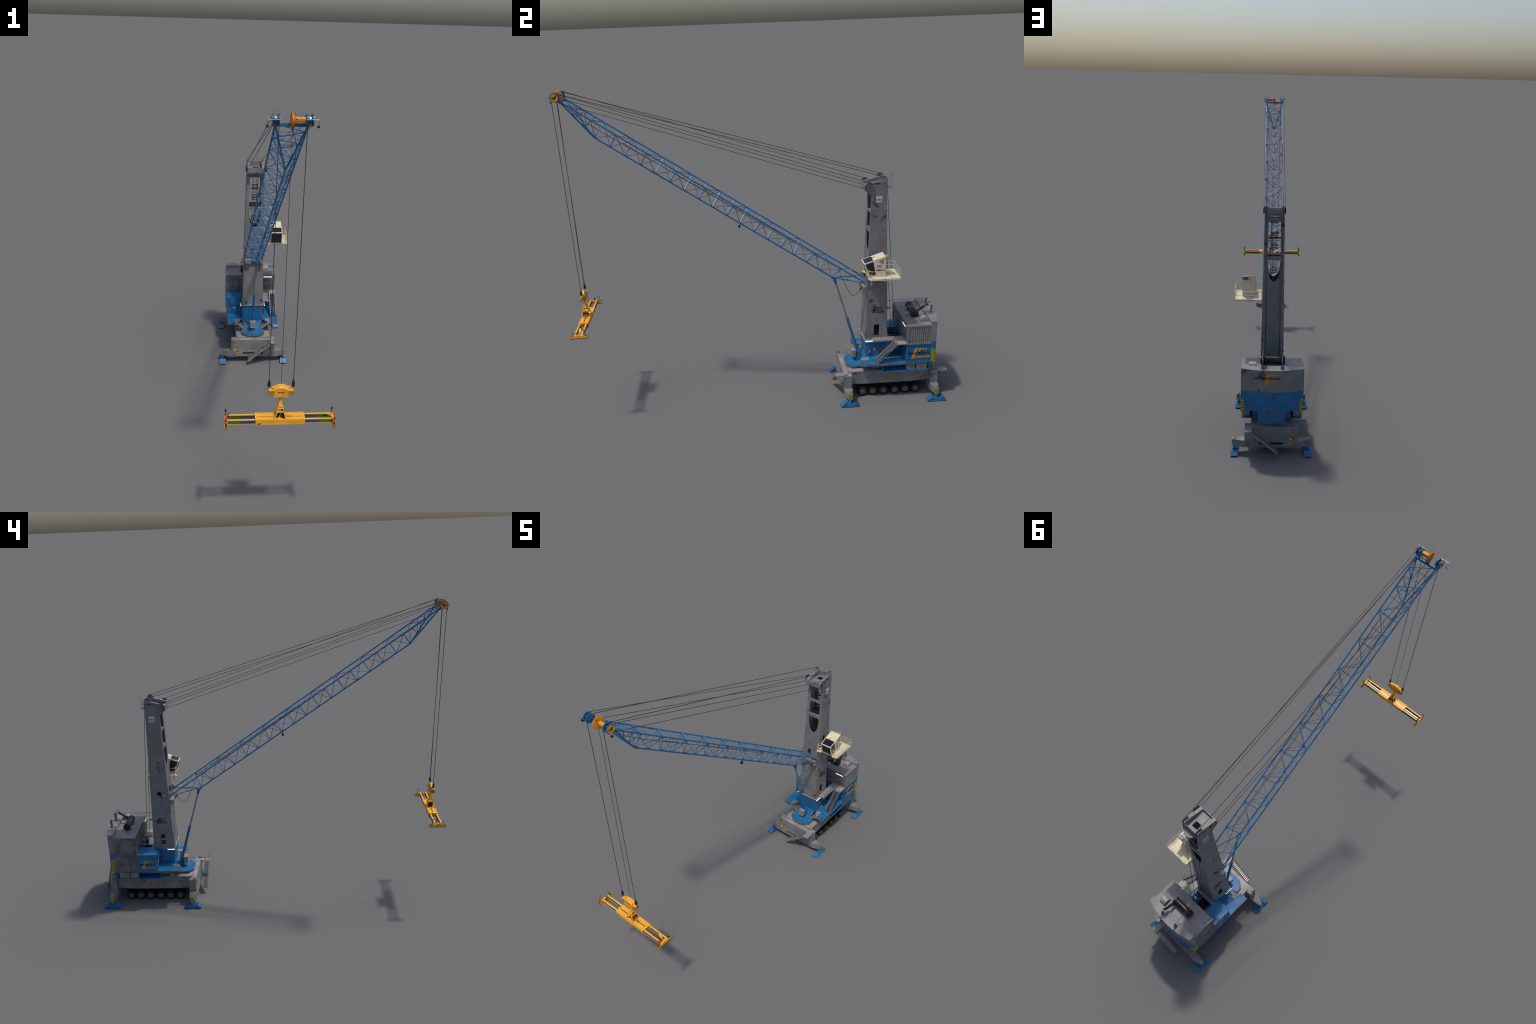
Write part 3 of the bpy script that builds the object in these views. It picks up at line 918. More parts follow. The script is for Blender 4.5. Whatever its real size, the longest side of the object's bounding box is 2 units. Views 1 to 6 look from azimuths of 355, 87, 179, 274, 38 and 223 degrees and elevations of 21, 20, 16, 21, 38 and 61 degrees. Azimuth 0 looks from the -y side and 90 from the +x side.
# thin guard rails round the deck
gr = Part("deck_guard_rail", RAIL, platform)
def fence(pts, z, h, r=.0006, mid=True, posts=True):
    q = [V((x, y, z)) for x, y in pts]
    up = V((0, 0, h))
    gr.path([v + up for v in q], r, 4)
    if mid: gr.path([v + up * .5 for v in q], r * .85, 4)
    for a, b in zip(q, q[1:]):
        n = max(1, round((b - a).length / .045))
        for i in range(n + 1):
            c = a.lerp(b, i / n); gr.tube(c, c + up, r, 4)
fence([(.1545, .608), (.1545, .756)], .2262, .034)
fence([(-.1545, .514), (-.1545, .645)], .2262, .034)
fence([(.112, .5135), (.1545, .5135), (.1545, .590)], .2262, .034)
fence([(-.112, .5135), (-.1545, .5135)], .2262, .034)
fence([(-.062, .475), (-.034, .4525), (.034, .4525), (.062, .475)], .1752, .032)
fence([(.1050, .587), (.1050, .700)], .3435, .034)
fence([(.066, .5865), (.1050, .5865)], .3435, .034)
fence([(-.064, .686), (-.064, .757)], .3350, .030)
gr.done()

# ================================================================== mast (hollow tapered box)
def on_front(c): return V((c.x * wx(c.z), yf(c.z) + c.y, c.z))
def on_rear(c): return V((c.x * wx(c.z), yr(c.z) - c.y, c.z))
def slot(u, zlow, zmid, ztop, n=14):
    """long opening with a rounded lower end"""
    pts = [(-u, ztop)]
    for i in range(n + 1):
        t = math.pi * i / n
        pts.append((-u * math.cos(t), zmid - (zmid - zlow) * math.sin(t) ** .9))
    pts.append((u, ztop))
    return pts
ms = Part("mast", GREYMAST, ROOT)
ms.prism([(-.985, .3325), (.985, .3325), (.985, 1.150), (-.985, 1.150)], 'y', 0, .0045, holes=[slot(.665, .8380, .945, 1.1440)], fn=on_front)
ms.prism([(-.61, .3325), (.61, .3325), (.61, .9535)] + slot(.585, .8360, .950, .9535)[::-1] + [(-.61, .9535)], 'y', .0028, .0065, fn=on_rear)
ms.prism(rect(-.61, 1.1540, .61, 1.2010), 'y', .0028, .0065, fn=on_rear)
for s in (1, -1):   # rear corner strips, leaving a groove beside the rear plate
    ms.prism([(s * .625, .3325), (s * .985, .3325), (s * .985, 1.200), (s * .625, 1.200)], 'y', 0, .0060, fn=on_rear)
    side = [(.5501, .3325), (yf(1.146), 1.146), (.5575, 1.1665), (.5370, 1.1775), (.5350, 1.2065), (.6475, 1.2338), (.6485, 1.1900), (yr(.3325), .3325)]
    if s == 1:
        hol = [round_rect(.5975, .3520, .6270, .4205, .003), round_rect(.5965, .7720, .6190, .8160, .004)]
    else:
        hol = [round_rect(.6020, .6690, .6225, .6905, .002), round_rect(.6005, .3540, .6260, .4205, .003)]
    ms.prism(side, 'x', 0, .0045, holes=hol, fn=lambda c, s=s: V((s * (wx(c.z) - c.x), c.y, c.z)))
    # cheeks of the head
    ms.prism([(.5370, 1.1800), (.5352, 1.2062), (.6473, 1.2333), (.6483, 1.1950)], 'x', s * .0335, s * .0490)
    # chamfer strips down the front corners
    ms.loft([[(s * (wx(z) + .0004), yf(z) - .0004, z), (s * (wx(z) + .0004), yf(z) + .006, z), (s * (wx(z) - .002), yf(z) + .006, z), (s * (wx(z) - .006), yf(z) - .0004, z)] for z in (.3325, 1.146)])
ms.box((-.0520, .5345, 1.1760), (.0520, .5392, 1.2064))
ms.loft([[(-.0522, .5360, 1.1765), (.0522, .5360, 1.1765), (.0522, .5400, 1.1790), (-.0522, .5400, 1.1790)],
         [(-.0522, .5700, 1.1460), (.0522, .5700, 1.1460), (.0522, .5745, 1.1490), (-.0522, .5745, 1.1490)]])
ms.prism([(-.0350, .5380), (.0350, .5380), (.0350, .6480), (-.0350, .6480)], 'z', 1.1905, 1.1945, holes=[round_rect(-.0160, .5960, .0160, .6250, .002)])
for z0, z1 in ((1.0510, 1.0605), (.9450, .9650)):
    ms.prism([(-.68, z0), (.68, z0), (.68, z1), (-.68, z1)], 'y', .0004, .0140, fn=on_front)
ms.prism([(-.60, .9530), (.60, .9530), (.60, .9720), (-.60, .9720)], 'y', .0006, .012, fn=on_rear)
ms.prism([(-.60, 1.0560), (.60, 1.0560), (.60, 1.0590), (-.60, 1.0590)], 'y', .002, .006, fn=on_rear)
mast = ms.done(30, .0006)

cc = Part("cheek_cap", RUSTY, mast)
for s in (1, -1):
    z1 = 1.2190 if s == 1 else 1.2120
    y1 = .5870 if s == 1 else .5580
    a, b = sorted((s * .0332, s * .0500))
    cc.loft([[(a, .5354, 1.2058), (b, .5354, 1.2058), (b, .5354, 1.2070), (a, .5354, 1.2070)],
             [(a, y1, 1.2058 + (y1 - .5354) * .2425), (b, y1, 1.2058 + (y1 - .5354) * .2425), (b, y1, 1.2070 + (y1 - .5354) * .2425), (a, y1, 1.2070 + (y1 - .5354) * .2425)]])
cc.done(0)
ms = Part("mast_head_tray", GREYMAST, mast)
half = [(.0330 * math.cos(math.pi * i / 12), .6480 + .0300 * math.sin(math.pi * i / 12)) for i in range(13)]
ms.prism(half, 'z', 1.1880, 1.1915)
ms.prism([(-.0210, .6470), (.0210, .6470), (.0180, .6900), (-.0180, .6900)], 'z', 1.1790, 1.1815, holes=[round_rect(-.0150, .658, .0150, .684, .002)])
ms.box((-.0220, .6480, 1.1700), (.0220, .6520, 1.1740))
ms.box((-.0345, .6455, 1.1900), (.0345, .6480, 1.2240))
ms.done(30, .0004)
an = Part("antenna", GREYDIRT, mast)
an.path([(.0180, .6790, 1.1900), (.0180, .6790, 1.2560)], .0007, 5)
an.tube((.0120, .6830, 1.2550), (.0240, .6760, 1.2550), .0006, 5)
for p in ((.0120, .6830, 1.2550), (.0240, .6760, 1.2550)): an.tube(p, V(p) + V((0, 0, .0020)), .0012, 6)
an.path([(.0180, .6790, 1.2250), (.0080, .6900, 1.2380)], .0006, 5); an.tube((.0080, .6900, 1.2370), (.0080, .6900, 1.2420), .0018, 8)
an.path([(-.020, .668, 1.190), (-.020, .668, 1.2200), (.018, .668, 1.2200), (.018, .668, 1.190)], .0005, 4)
an.path([(-.020, .668, 1.205), (.018, .668, 1.205)], .0004, 4)
an.done()

shv = Part("mast_sheave", GREYDIRT, mast)
for s in (1, -1):
    shv.use(BLACK).lathe([(-.0030, .0), (-.0030, .0195), (-.0014, .0200), (0, .0180), (.0014, .0200), (.0024, .0198), (.0024, .0)], (s * .0555, .5585, 1.2000), 'x', 32)
    shv.use(GREYDIRT).lathe([(0, .0), (0, .0160), (.0008, .0170), (.0016, .0180), (.0024, .0195), (.0010, .0199)], (s * .0575 if s == 1 else s * .0599, .5585, 1.2000), 'x', 32)
    shv.tube((s * .048, .5585, 1.2000), (s * .0605, .5585, 1.2000), .0045, 12)
    shv.use(GREYDIRT).lathe([(-.0022, .0), (-.0022, .0172), (-.0010, .0176), (0, .0164), (.0010, .0176), (.0022, .0172), (.0022, .0)], (s * .0430, .6320, 1.2290), 'x', 28)
shv.done(35)

pg = Part("mast_peg", GREYLITE, mast)
for y, z in ((.5852, 1.0760), (.6408, 1.0758), (.5769, .8346), (.6420, .8346), (.5640, .6850), (.5650, .4415), (.6590, .4407), (.5590, .5138), (.6480, .6850)):
    for s in (1, -1):
        pg.tube((s * (wx(z) - .001), y, z), (s * (wx(z) + .0060), y, z), .0022, 8)
for z in (.965, .985, .700, .560, .425):
    pg.use(GREYDIRT).path([(-wx(z) + .006, yf(z) + .002, z), (-wx(z) - .002, yf(z) - .004, z), (-wx(z) - .003, yf(z) - .010, z + .002)], .0010, 5)
    pg.tube((-wx(z) - .003, yf(z) - .010, z + .001), (-wx(z) - .003, yf(z) - .014, z), .0022, 6)
pg.done()
# floodlight wings on both flanks
fw = Part("floodlight", GREYLITE, mast)
for s, yo in ((1, 0), (-1, .0)):
    fw.loft([[(s * .0620, .5780, .6790), (s * .0900, .5720, .6860), (s * .0900, .5732, .6880), (s * .0620, .5792, .6810)],
             [(s * .0620, .5960, .6650), (s * .0900, .5900, .6720), (s * .0900, .5912, .6740), (s * .0620, .5972, .6670)]])
    fw.use(LAMPDIM).loft([[(s * .0630, .5775, .6784), (s * .0895, .5718, .6850), (s * .0895, .5722, .6856), (s * .0630, .5779, .6788)],
             [(s * .0630, .5950, .6648), (s * .0895, .5895, .6714), (s * .0895, .5899, .6720), (s * .0630, .5954, .6654)]])
    fw.use(GREYLITE).tube((s * .054, .588, .674), (s * .064, .587, .673), .003, 8)
fw.done(30)
# ladder with safety hoops inside the mast
lad = Part("mast_ladder", BLACK, mast)
for x in (-.0180, -.0095, .0095, .0180):
    lad.tube((x, .6030 if abs(x) < .01 else .6150, .55), (x * .96, .5990 if abs(x) < .01 else .6110, 1.195), .0010, 5)
for i in range(60):
    z = .56 + i * .0105
    lad.tube((-.0095, .6022, z), (.0095, .6022, z), .0006, 4)
for z in (1.147, 1.088, 1.070, 1.024, 1.006, .950, .893, .876):
    lad.ring((0, .6080, z), 'z', .0185, .0021, 20, 6)
for z in (.968,):
    lad.box((-.0370, .5850, z - .004), (.0370, .6300, z + .006))
lad.use(GALV)
for z in (1.128, 1.112, 1.096, 1.078, 1.058, 1.042, 1.028, 1.01):
    lad.tube((.0150, .6060, z - .004), (.0150, .6060, z + .004), .0022, 8)
lad.done()
bs = Part("boom_seat", GREYLITE, mast)
for s in (1, -1):
    a, b = sorted((s * .0180, s * .0545))
    bs.box((a, .5320, .6160), (b, .5600, .6400))
    for x in (.0520, .0640):
        bs.prism([(.5415, .6600), (.5415, .6780), (.5480, .6840), (.5600, .6900), (.5600, .6500)], 'x', s * x - .0012, s * x + .0012)
    bs.tube((s * .0500, .5468, .6695), (s * .0660, .5468, .6695), .0048, 14)
bs.box((-.0520, .5380, .6300), (.0520, .5590, .6385))
bs.done(30, .0005)
bh = Part("cable_hatch", BLACK, mast)
bh.box((-.0200, .5525, .6850), (-.0020, .5600, .7080)); bh.box((.010, .552, .625), (.019, .556, .640)); bh.done(0)
logo(mast, (wx(.51) + .0002, .5790, .4920), '+x', .0660, INK, INK, INK)
logo(mast, (-wx(.51) - .0002, .6510, .4915), '-x', .0660, INK, INK, INK)
for s, y in ((1, .5935), (-1, .6315)):
    u, v = FACE['+x' if s == 1 else '-x']
    sp = Part("company_sign", WHITE, mast)
    x = s * (wx(1.128) + .0006)
    sp.decal(rect(0, 0, .0330, .0335), (x, y, 1.1120), u, v, .0006)
    sp.done(0)
    logo(mast, (x + s * .0006, y + s * .0015, 1.1195), '+x' if s == 1 else '-x', .0300)
model_mark(mast, (wx(1.213), .5800, 1.2065), '+x', .0640, .0085)
model_mark(mast, (-wx(1.213), .6410, 1.2095), '-x', .0560, .0075)

# ================================================================== operator's cab
X0, X1 = .0960, .1645
prof = [(.5395, .7460), (.5150, .8205), (.6230, .8562), (.6272, .7460)]
cab = Part("operator_cab", CREAM, ROOT)
win_side = [(.5450, .7515), (.5205, .8170), (.5610, .8315), (.5765, .7545)]
for x in (X0, X1 - .0022):
    cab.prism(prof, 'x', x, x + .0022, holes=[win_side])
def along(a, b, t): return V(a).lerp(V(b), t)
def slab(p, a, b, th, hole=None):
    """panel between two edges of the profile (a->b) across the cab, optional window"""
    a3, b3 = V((0, a[0], a[1])), V((0, b[0], b[1]))
    d = (b3 - a3); L = d.length; d.normalize()
    n = V((1, 0, 0)).cross(d)
    p.prism(rect(X0 + .0003, 0, X1 - .0003, L), 'z', -th, 0, holes=[hole] if hole else [], fn=lambda c: a3 + d * c.y + n * c.z + V((c.x, 0, 0)))
L1 = (V(prof[1]) - V(prof[0])).length; L2 = (V(prof[2]) - V(prof[1])).length
slab(cab, prof[1], prof[0], .0022, rect(X0 + .0035, .0030, X1 - .0035, L1 - .0030))
slab(cab, prof[2], prof[1], .0022, rect(X0 + .0045, L2 - .0495, X1 - .0035, L2 - .0035))
slab(cab, prof[3], prof[2], .0022)
slab(cab, prof[0], prof[3], .0022)
cab.loft([[(X0 - .001, .5135, .8190), (X1 + .001, .5135, .8190), (X1 + .001, .5170, .8230), (X0 - .001, .5170, .8230)],
          [(X0 - .001, .5150, .8165), (X1 + .001, .5150, .8165), (X1 + .001, .5195, .8195), (X0 - .001, .5195, .8195)]])
cab.prism([(.552, .7330), (.640, .7230), (.640, .7440), (.548, .7440)], 'x', .1020, .1760)
cabo = cab.done(30, .0005)
gl = Part("cab_window", GLASS, cabo)
def shrink(k): 
    c = V((sum(p[0] for p in prof) / 4, sum(p[1] for p in prof) / 4))
    return [(c.x + (y - c.x) * k, c.y + (z - c.y) * k) for y, z in prof]
gl.prism(shrink(.965), 'x', X0 + .0015, X1 - .0015)
gl.done(20)
wp = Part("window_wiper", BLACK, cabo)
wp.tube((.124, .5430, .8335), (.126, .5760, .8450), .0009, 5); wp.tube((.1260, .5350, .8290), (.122, .5500, .8340), .0006, 5)
wp.tube((.130, .5235, .7900), (.124, .5340, .7600), .0007, 5)
wp.done()
pf = Part("cab_platform", CREAM, cabo)
plan2 = [(.0610, .5260), (.0660, .5220), (.0920, .5340), (.0975, .5410), (.1640, .5410), (.1700, .5330), (.1880, .5340), (.2025, .5450), (.2025, .6970), (.0610, .6970)]
pf.prism(plan2, 'z', .7415, .7460)
for a, b in (((.2015, .5450), (.2030, .6975)), ((.0610, .6962), (.2030, .6978))):
    pf.box((a[0], a[1], .7405), (b[0], b[1], .7500))
pf.box((.0615, .660, .7300), (.0660, .695, .7385))
for x, y in ((.1845, .5470), (.0755, .5440), (.1600, .6240)):
    pf.tube((x, y, .7125 if x != .16 else .7200), (x, y, .7390), .0022, 8); pf.tube((x, y, .7105 if x != .16 else .718), (x, y, .7135 if x != .16 else .721), .0032, 8)
pf.done(30, .0005)
hr = Part("cab_hand_rail", CREAM, cabo)
z0, h = .7460, .0455
def cabrail(pts, r=.0013):
    q = [V((x, y, z0)) for x, y in pts]
    hr.path([v + V((0, 0, h)) for v in q], r, 6); hr.path([v + V((0, 0, h * .55)) for v in q], r * .85, 6)
def post(x, y): hr.tube((x, y, z0), (x, y, z0 + h), .0010, 6)
cabrail([(.1700, .5360), (.1880, .5350), (.2015, .5460), (.2015, .6960), (.0630, .6960), (.0630, .6400)])
for x, y in ((.1715, .5360), (.1880, .5350), (.2015, .5460), (.2015, .5980), (.2015, .6480), (.2015, .6960), (.155, .6960), (.108, .6960), (.0640, .6960)): post(x, y)
cabrail([(.0930, .5360), (.0720, .5270), (.0635, .5310), (.0625, .5560)])
for x, y in ((.0930, .5360), (.0720, .5270), (.0630, .5330)): post(x, y)
hr.done()
ac = Part("air_conditioner", GREYLITE, cabo)
ac.box((.1320, .6260, .8380), (.1645, .6400, .8570)); ac.use(GREYDIRT).box((.1345, .6395, .8405), (.1620, .6408, .8545)); ac.done(30, .0006)
dr = Part("cab_door", CREAM, cabo)
dr.loft([[(.1000, .6275, .7480), (.1300, .6275, .7480), (.1300, .6290, .7480), (.1000, .6290, .7480)], [(.1000, .6243, .8400), (.1300, .6243, .8400), (.1300, .6258, .8400), (.1000, .6258, .8400)]])
dr.use(WHITE).box((.1180, .6255, .8040), (.1240, .6280, .8140)); dr.use(SIGNRED).box((.1182, .6255, .8142), (.1238, .6280, .8165)); dr.done(0)
u, v = FACE['+x']
sp = Part("company_sign", WHITE, cabo); sp.decal(rect(0, 0, .0310, .0270), (X1, .5755, .7940), u, v, .0006); sp.done(0)
logo(cabo, (X1 + .0006, .5785, .8005), '+x', .0260)
model_mark(cabo, (X1, .5765, .7795), '+x', .0470, .0078)

# ================================================================== lattice boom
C0, C1 = V((0, .5470, .6690)), V((0, -.9192, 1.6832))       # pivot and tip, on the top plane
SL = (C1.z - C0.z) / (C1.y - C0.y)
HX = .0565
def top(s, y): return V((s * HX, y, C0.z + SL * (y - C0.y)))
NRM = V((0, .569, .822)).normalized()
DEP = .0785
def stn(k): return -.6096 + .0684 * k
def bot(k): return V((0, stn(k), C0.z + SL * (stn(k) - C0.y))) - NRM * DEP
def sd(k): return -1 if k % 2 == 0 else 1

bm_ = Part("lattice_boom", BLUEBOOM, ROOT)
RC = .0037
for s in (1, -1):
    bm_.tube(top(s, C0.y), top(s, C1.y), RC, 10)
bm_.tube(bot(15), bot(-2), RC, 10)
KINK, B15 = bot(-2), bot(15)
TIPL = {s: V((s * .0545, -.9160, 1.6770)) for s in (1, -1)}
for s in (1, -1):
    bm_.tube(KINK, TIPL[s], RC * .95, 10)
    bm_.tube(B15 + V((0, .004, -.004)), top(s, C0.y), RC * .85, 8)
    bm_.tube(top(s, C0.y) - V((s * .006, 0, 0)), top(s, C0.y) + V((s * .006, 0, 0)), .0055, 14)
bm_.tube(top(1, C0.y), top(-1, C0.y), RC * .8, 8)
bm_.tube(B15 + V((-.008, .004, -.006)), B15 + V((.008, .004, -.006)), .0050, 14)
bm_.box((-.0565, -.9255, 1.6770), (.0565, -.9125, 1.6885))
for s in (1, -1):   # arms carrying the tip sheaves
    bm_.tube(V((s * .0565, -.9160, 1.6800)), V((s * .0570, -.9400, 1.7020)), .0062, 10)
    bm_.tube(V((s * .0565, -.9230, 1.6900)), V((s * .0570, -.9490, 1.7110)), .0044, 10)
boom = bm_.done(40)

unit = Part("brace", BLUEBOOM, boom)
unit.tube((0, 0, 0), (0, 0, 1), 1, 6)
brace0 = unit.done()
def align(p, q, r):
    d = q - p
    return Matrix.Translation(p) @ d.to_track_quat('Z', 'Y').to_matrix().to_4x4() @ Matrix.Diagonal((r, r, d.length, 1))
first = [True]
def brace(p, q, r):
    m = align(V(p), V(q), r)
    if first[0]:
        brace0.matrix_local = m; first[0] = False
    else:
        instance(brace0, mtx=m, parent=boom)
R1, R2, R3 = .0021, .0016, .0010
for k in range(-2, 16):
    M = top(sd(k), stn(k))
    O = top(-sd(k), stn(k))
    brace(M, bot(k), R1 if k % 3 else R1 * 1.1)
    brace(M, O, R3)                       # slim cross bar
    brace(O, bot(k), R3)
    if k < 15:
        brace(M, bot(k + 1), R2)
        brace(M, top(sd(k + 1), stn(k + 1)), R2)
    if k > -2: brace(M, bot(k - 1), R2)
tipn = [(1, -.7878), (-1, -.8331), (1, -.8726)]
prev = top(-1, stn(-2))
for s, y in tipn:
    brace(prev, top(s, y), R1); prev = top(s, y)
    brace(top(s, y), top(-s, y), R3)
brace(prev, V((-.0500, -.9150, 1.6835)), R1)
brace(top(1, -.7878), KINK, R2); brace(top(-1, -.7878), KINK, R3)
for s in (1, -1):
    P = lambda t: KINK.lerp(TIPL[s], t)
    brace(top(s, -.7878), P(.30), R2); brace(top(s, -.8331), P(.30), R1 if s == -1 else R2)
    brace(top(s, -.8331), P(.58), R2); brace(top(s, -.8726), P(.58), R1 if s == 1 else R2)
    brace(top(s, -.8726), P(.80), R3)
for t in (.30, .58, .80):
    brace(KINK.lerp(TIPL[1], t), KINK.lerp(TIPL[-1], t), R3)
brace(KINK.lerp(TIPL[1], .30), KINK.lerp(TIPL[-1], .58), R3)
brace(top(1, stn(15)), top(-1, .482), R2); brace(top(-1, .482), top(1, .482), R3); brace(top(-1, .482), top(1, C0.y), R2)
for s in (1, -1):
    a = B15.lerp(top(s, C0.y), .45); brace(a, top(s, .470), R3)
brace(B15.lerp(top(1, C0.y), .45), B15.lerp(top(-1, C0.y), .45), R3)

fl = Part("boom_floodlight", BLACK, boom)
fl.loft([[(-.007, -.119, 1.0060), (.007, -.119, 1.0060), (.007, -.105, 1.0020), (-.007, -.105, 1.0020)], [(-.003, -.110, 1.0190), (.003, -.110, 1.0190), (.003, -.106, 1.0180), (-.003, -.106, 1.0180)]])
fl.tube((0, -.108, 1.018), (0, -.106, 1.027), .001, 5); fl.done()

# tip head: sheaves, hose reel wheel, rails and lamps
def disc(p, x, y, z, r, w, n=32, groove=True):
    if groove: pr = [(-w, 0), (-w, r), (-w * .5, r), (0, r * .88), (w * .5, r), (w, r), (w, 0)]
    else: pr = [(-w, 0), (-w, r * .94), (-w * .5, r), (w * .5, r), (w, r * .94), (w, 0)]
    p.lathe(pr, (x, y, z), 'x', n)
HY, HZ = -.9400, 1.7020
for s in (1, -1):
    sh = Part("tip_sheave", BLUEBOOM, boom)
    for x in (.0475, .0660): disc(sh, s * x, HY, HZ, .0205, .0022)
    sh.tube((s * .0440, HY, HZ), (s * .0690, HY, HZ), .0068, 16)
    for x in (.0475, .0660):
        sh.use(NAVY).lathe([(0, .0120), (.0004, .0120), (.0004, .0150), (0, .0150)], (s * x + s * .0022, HY, HZ), 'x', 24)
    sh.done(35)
    cv = Part("sheave_cover", ORANGE, boom)
    cv.lathe([(-.0006, 0), (-.0006, .0180), (.0005, .0180), (.0005, 0)], (s * .0692, HY + .0015, HZ - .0010), 'x', 32)
    uu, vv = FACE['+x' if s == 1 else '-x']
    f = 1 if s == 1 else -1
    cv.use(INK).decal([(-.0125 * f, .0015), (-.003 * f, .0005), (.007 * f, .0085), (.0105 * f, .0085), (.0055 * f, -.0035), (-.0005 * f, -.0085), (-.003 * f, -.0040), (-.0090 * f, -.0020)][::f],
                  (s * .0697, HY + .0015, HZ), uu, vv, .0004)
    cv.done(30)
    hd = Part("tip_hand_rail", RAILGREY, boom)
    for x in (.0445, .0705):
        hd.path([(s * x, -.9330, 1.7100), (s * x, -.9240, 1.7235), (s * x, -.9120, 1.7270)], .0009, 5)
    hd.use(RAIL).tube((s * .0445, -.9120, 1.7270), (s * .0705, -.9120, 1.7270), .0007, 5)
    hd.use(BRIGHT).tube((s * .0430, -.9640, 1.7065), (s * .0868, -.9640, 1.7065), .0012, 6)
    hd.use(RAILGREY).tube((s * .0445, -.9450, 1.7040), (s * .0445, -.9640, 1.7065), .0007, 5); hd.tube((s * .0705, -.9450, 1.7040), (s * .0705, -.9640, 1.7065), .0007, 5)
    hd.use(RAIL).tube((s * .0868, -.9640, 1.7065), (s * .0856, -.9520, 1.6860), .0006, 5)
    hd.done()
    tl = Part("tip_lamp", BLACK, boom)
    tl.box((s * .0856 - .0042, -.9555, 1.6785), (s * .0856 + .0042, -.9470, 1.6860))
    tl.use(LAMPDIM).box((s * .0856 - .0038, -.9474, 1.6782), (s * .0856 + .0038, -.9462, 1.6850))
    tl.done(30, .0005)
wl = Part("hose_reel", ORANGE, boom)
for x in (-.0042, .0022):
    wl.lathe([(-.0010, .0), (-.0010, .0255), (0, .0265), (.0010, .0255), (.0010, 0)], (x, HY, HZ), 'x', 40)
wl.tube((-.004, HY, HZ), (.002, HY, HZ), .0215, 28)
wl.use(ORANGE)
for i in range(18):
    a = 2 * math.pi * i / 18
    for x in (-.0054, .0034):
        wl.tube((x, HY + .006 * math.cos(a), HZ + .006 * math.sin(a)), (x, HY + .0250 * math.cos(a), HZ + .0250 * math.sin(a)), .0008, 5)
wl.tube((-.0075, HY, HZ), (.0060, HY, HZ), .0060, 16)
wl.tube((.0040, HY, HZ), (.0440, HY, HZ), .0070, 16)
wl.prism([(HY - .0062, HZ - .0080), (HY + .0062, HZ - .0080), (HY + .0088, HZ - .0040), (HY + .0088, HZ + .0065), (HY + .0060, HZ + .0092), (HY - .0060, HZ + .0092), (HY - .0088, HZ + .0065), (HY - .0088, HZ - .0040)], 'x', .0062, .0428)
wl.use(SIGNYELLOW).box((.0090, HY - .0088, HZ + .0020), (.0125, HY - .0075, HZ + .0060))
wl.done(35)
ra = Part("red_whip", REDP, boom)
ra.path([(.0050, -.9440, 1.7130), (.0065, -.9540, 1.7240), (.0035, -.9615, 1.7320)], .0009, 5); ra.done()

# luffing cylinder
cy = Part("luffing_cylinder", BLUE, ROOT)
A, Bm, Cc = V((0, .5235, .2250)), V((0, .4587, .4438)), V((0, .3890, .6800))
cy.tube(A, Bm, .0075, 18); cy.tube(Bm.lerp(A, .03), Bm, .0090, 18)
cy.tube(Cc.lerp(A, .055), Cc, .0068, 16, .0090); cy.tube((-.0105, .3890, .6830), (.0105, .3890, .6830), .0085, 16)
cy.tube((-.012, .5240, .2260), (.012, .5240, .2260), .0080, 14)
cyl = cy.done(35)
rd = Part("cylinder_rod", RODGREY, cyl); rd.tube(Bm, Cc.lerp(A, .05), .0047, 14); rd.done()
fb = Part("cylinder_foot", BLUE, cyl)
for s in (1, -1):
    fb.prism([(.512, .1752), (.545, .1752), (.534, .226), (.522, .232), (.516, .222)], 'x', s * .011 - .0015, s * .011 + .0015)
fb.done(30, .0004)

# ================================================================== ropes
def rope(pts, r, parent, name="rope"):
    p = Part(name, ROPE, parent); p.path(pts, r, 6); return p.done()
RR = .0185
for s in (1, -1):
    # hoist rope: winch, over the mast head, out to the tip, down to the spreader socket
    y0, z0 = .6320, 1.2290
    over = [(s * .0430, y0 + .0176 * math.cos(math.radians(a)), z0 + .0176 * math.sin(math.radians(a))) for a in range(0, 106, 15)]
    tip = [(s * .0475, HY + RR * math.cos(math.radians(a)), HZ + RR * math.sin(math.radians(a))) for a in range(70, 196, 18)]
    rope([(s * .0370, .7450, .2900), (s * .0376, .7200, .3450)] + over + tip + [(s * .0470, -.9543, .7210)], .0014, boom, "hoist_rope")
    # luffing ropes: two parts between the mast sheave and the tip sheave
    my, mz = .5585, 1.2000
    rope([(s * .0560, my + .006, mz + .0190), (s * .0560, my - .004, mz + .0188), (s * .0655, HY + .010, HZ + .0178), (s * .0655, HY - .004, HZ + .0182)], .0012, boom, "luffing_rope")
    rope([(s * .0560, my - .002, mz - .0190), (s * .0560, my - .012, mz - .0155), (s * .0655, HY + .004, HZ - .0185), (s * .0655, HY - .004, HZ - .0180)], .0012, boom, "luffing_rope")
rope([(-.0010, -.9440, 1.6790), (.0010, -.9465, .6950)], .0009, boom, "spreader_supply_cable")
rope([(0, -.9300, 1.6790), (.030, -.845, 1.600), (.0395, -.7659, 1.5443), (.0300, .0000, 1.0330), (.0256, .4005, .7625), (.0200, .4105, .7310), (.0235, .4270, .6900), (.0260, .4508, .6340),
      (.0275, .4710, .5980), (.0284, .4800, .5905), (.0284, .4900, .5885), (.0290, .5000, .5930), (.0295, .5076, .6000), (.0300, .5210, .6185), (.0303, .5308, .6332)], .00125, boom, "boom_cable")
rope([(.0340, -.6500, 1.4690), (.0400, .0000, 1.0270), (.0330, .3900, .7640)], .0011, boom, "boom_cable")
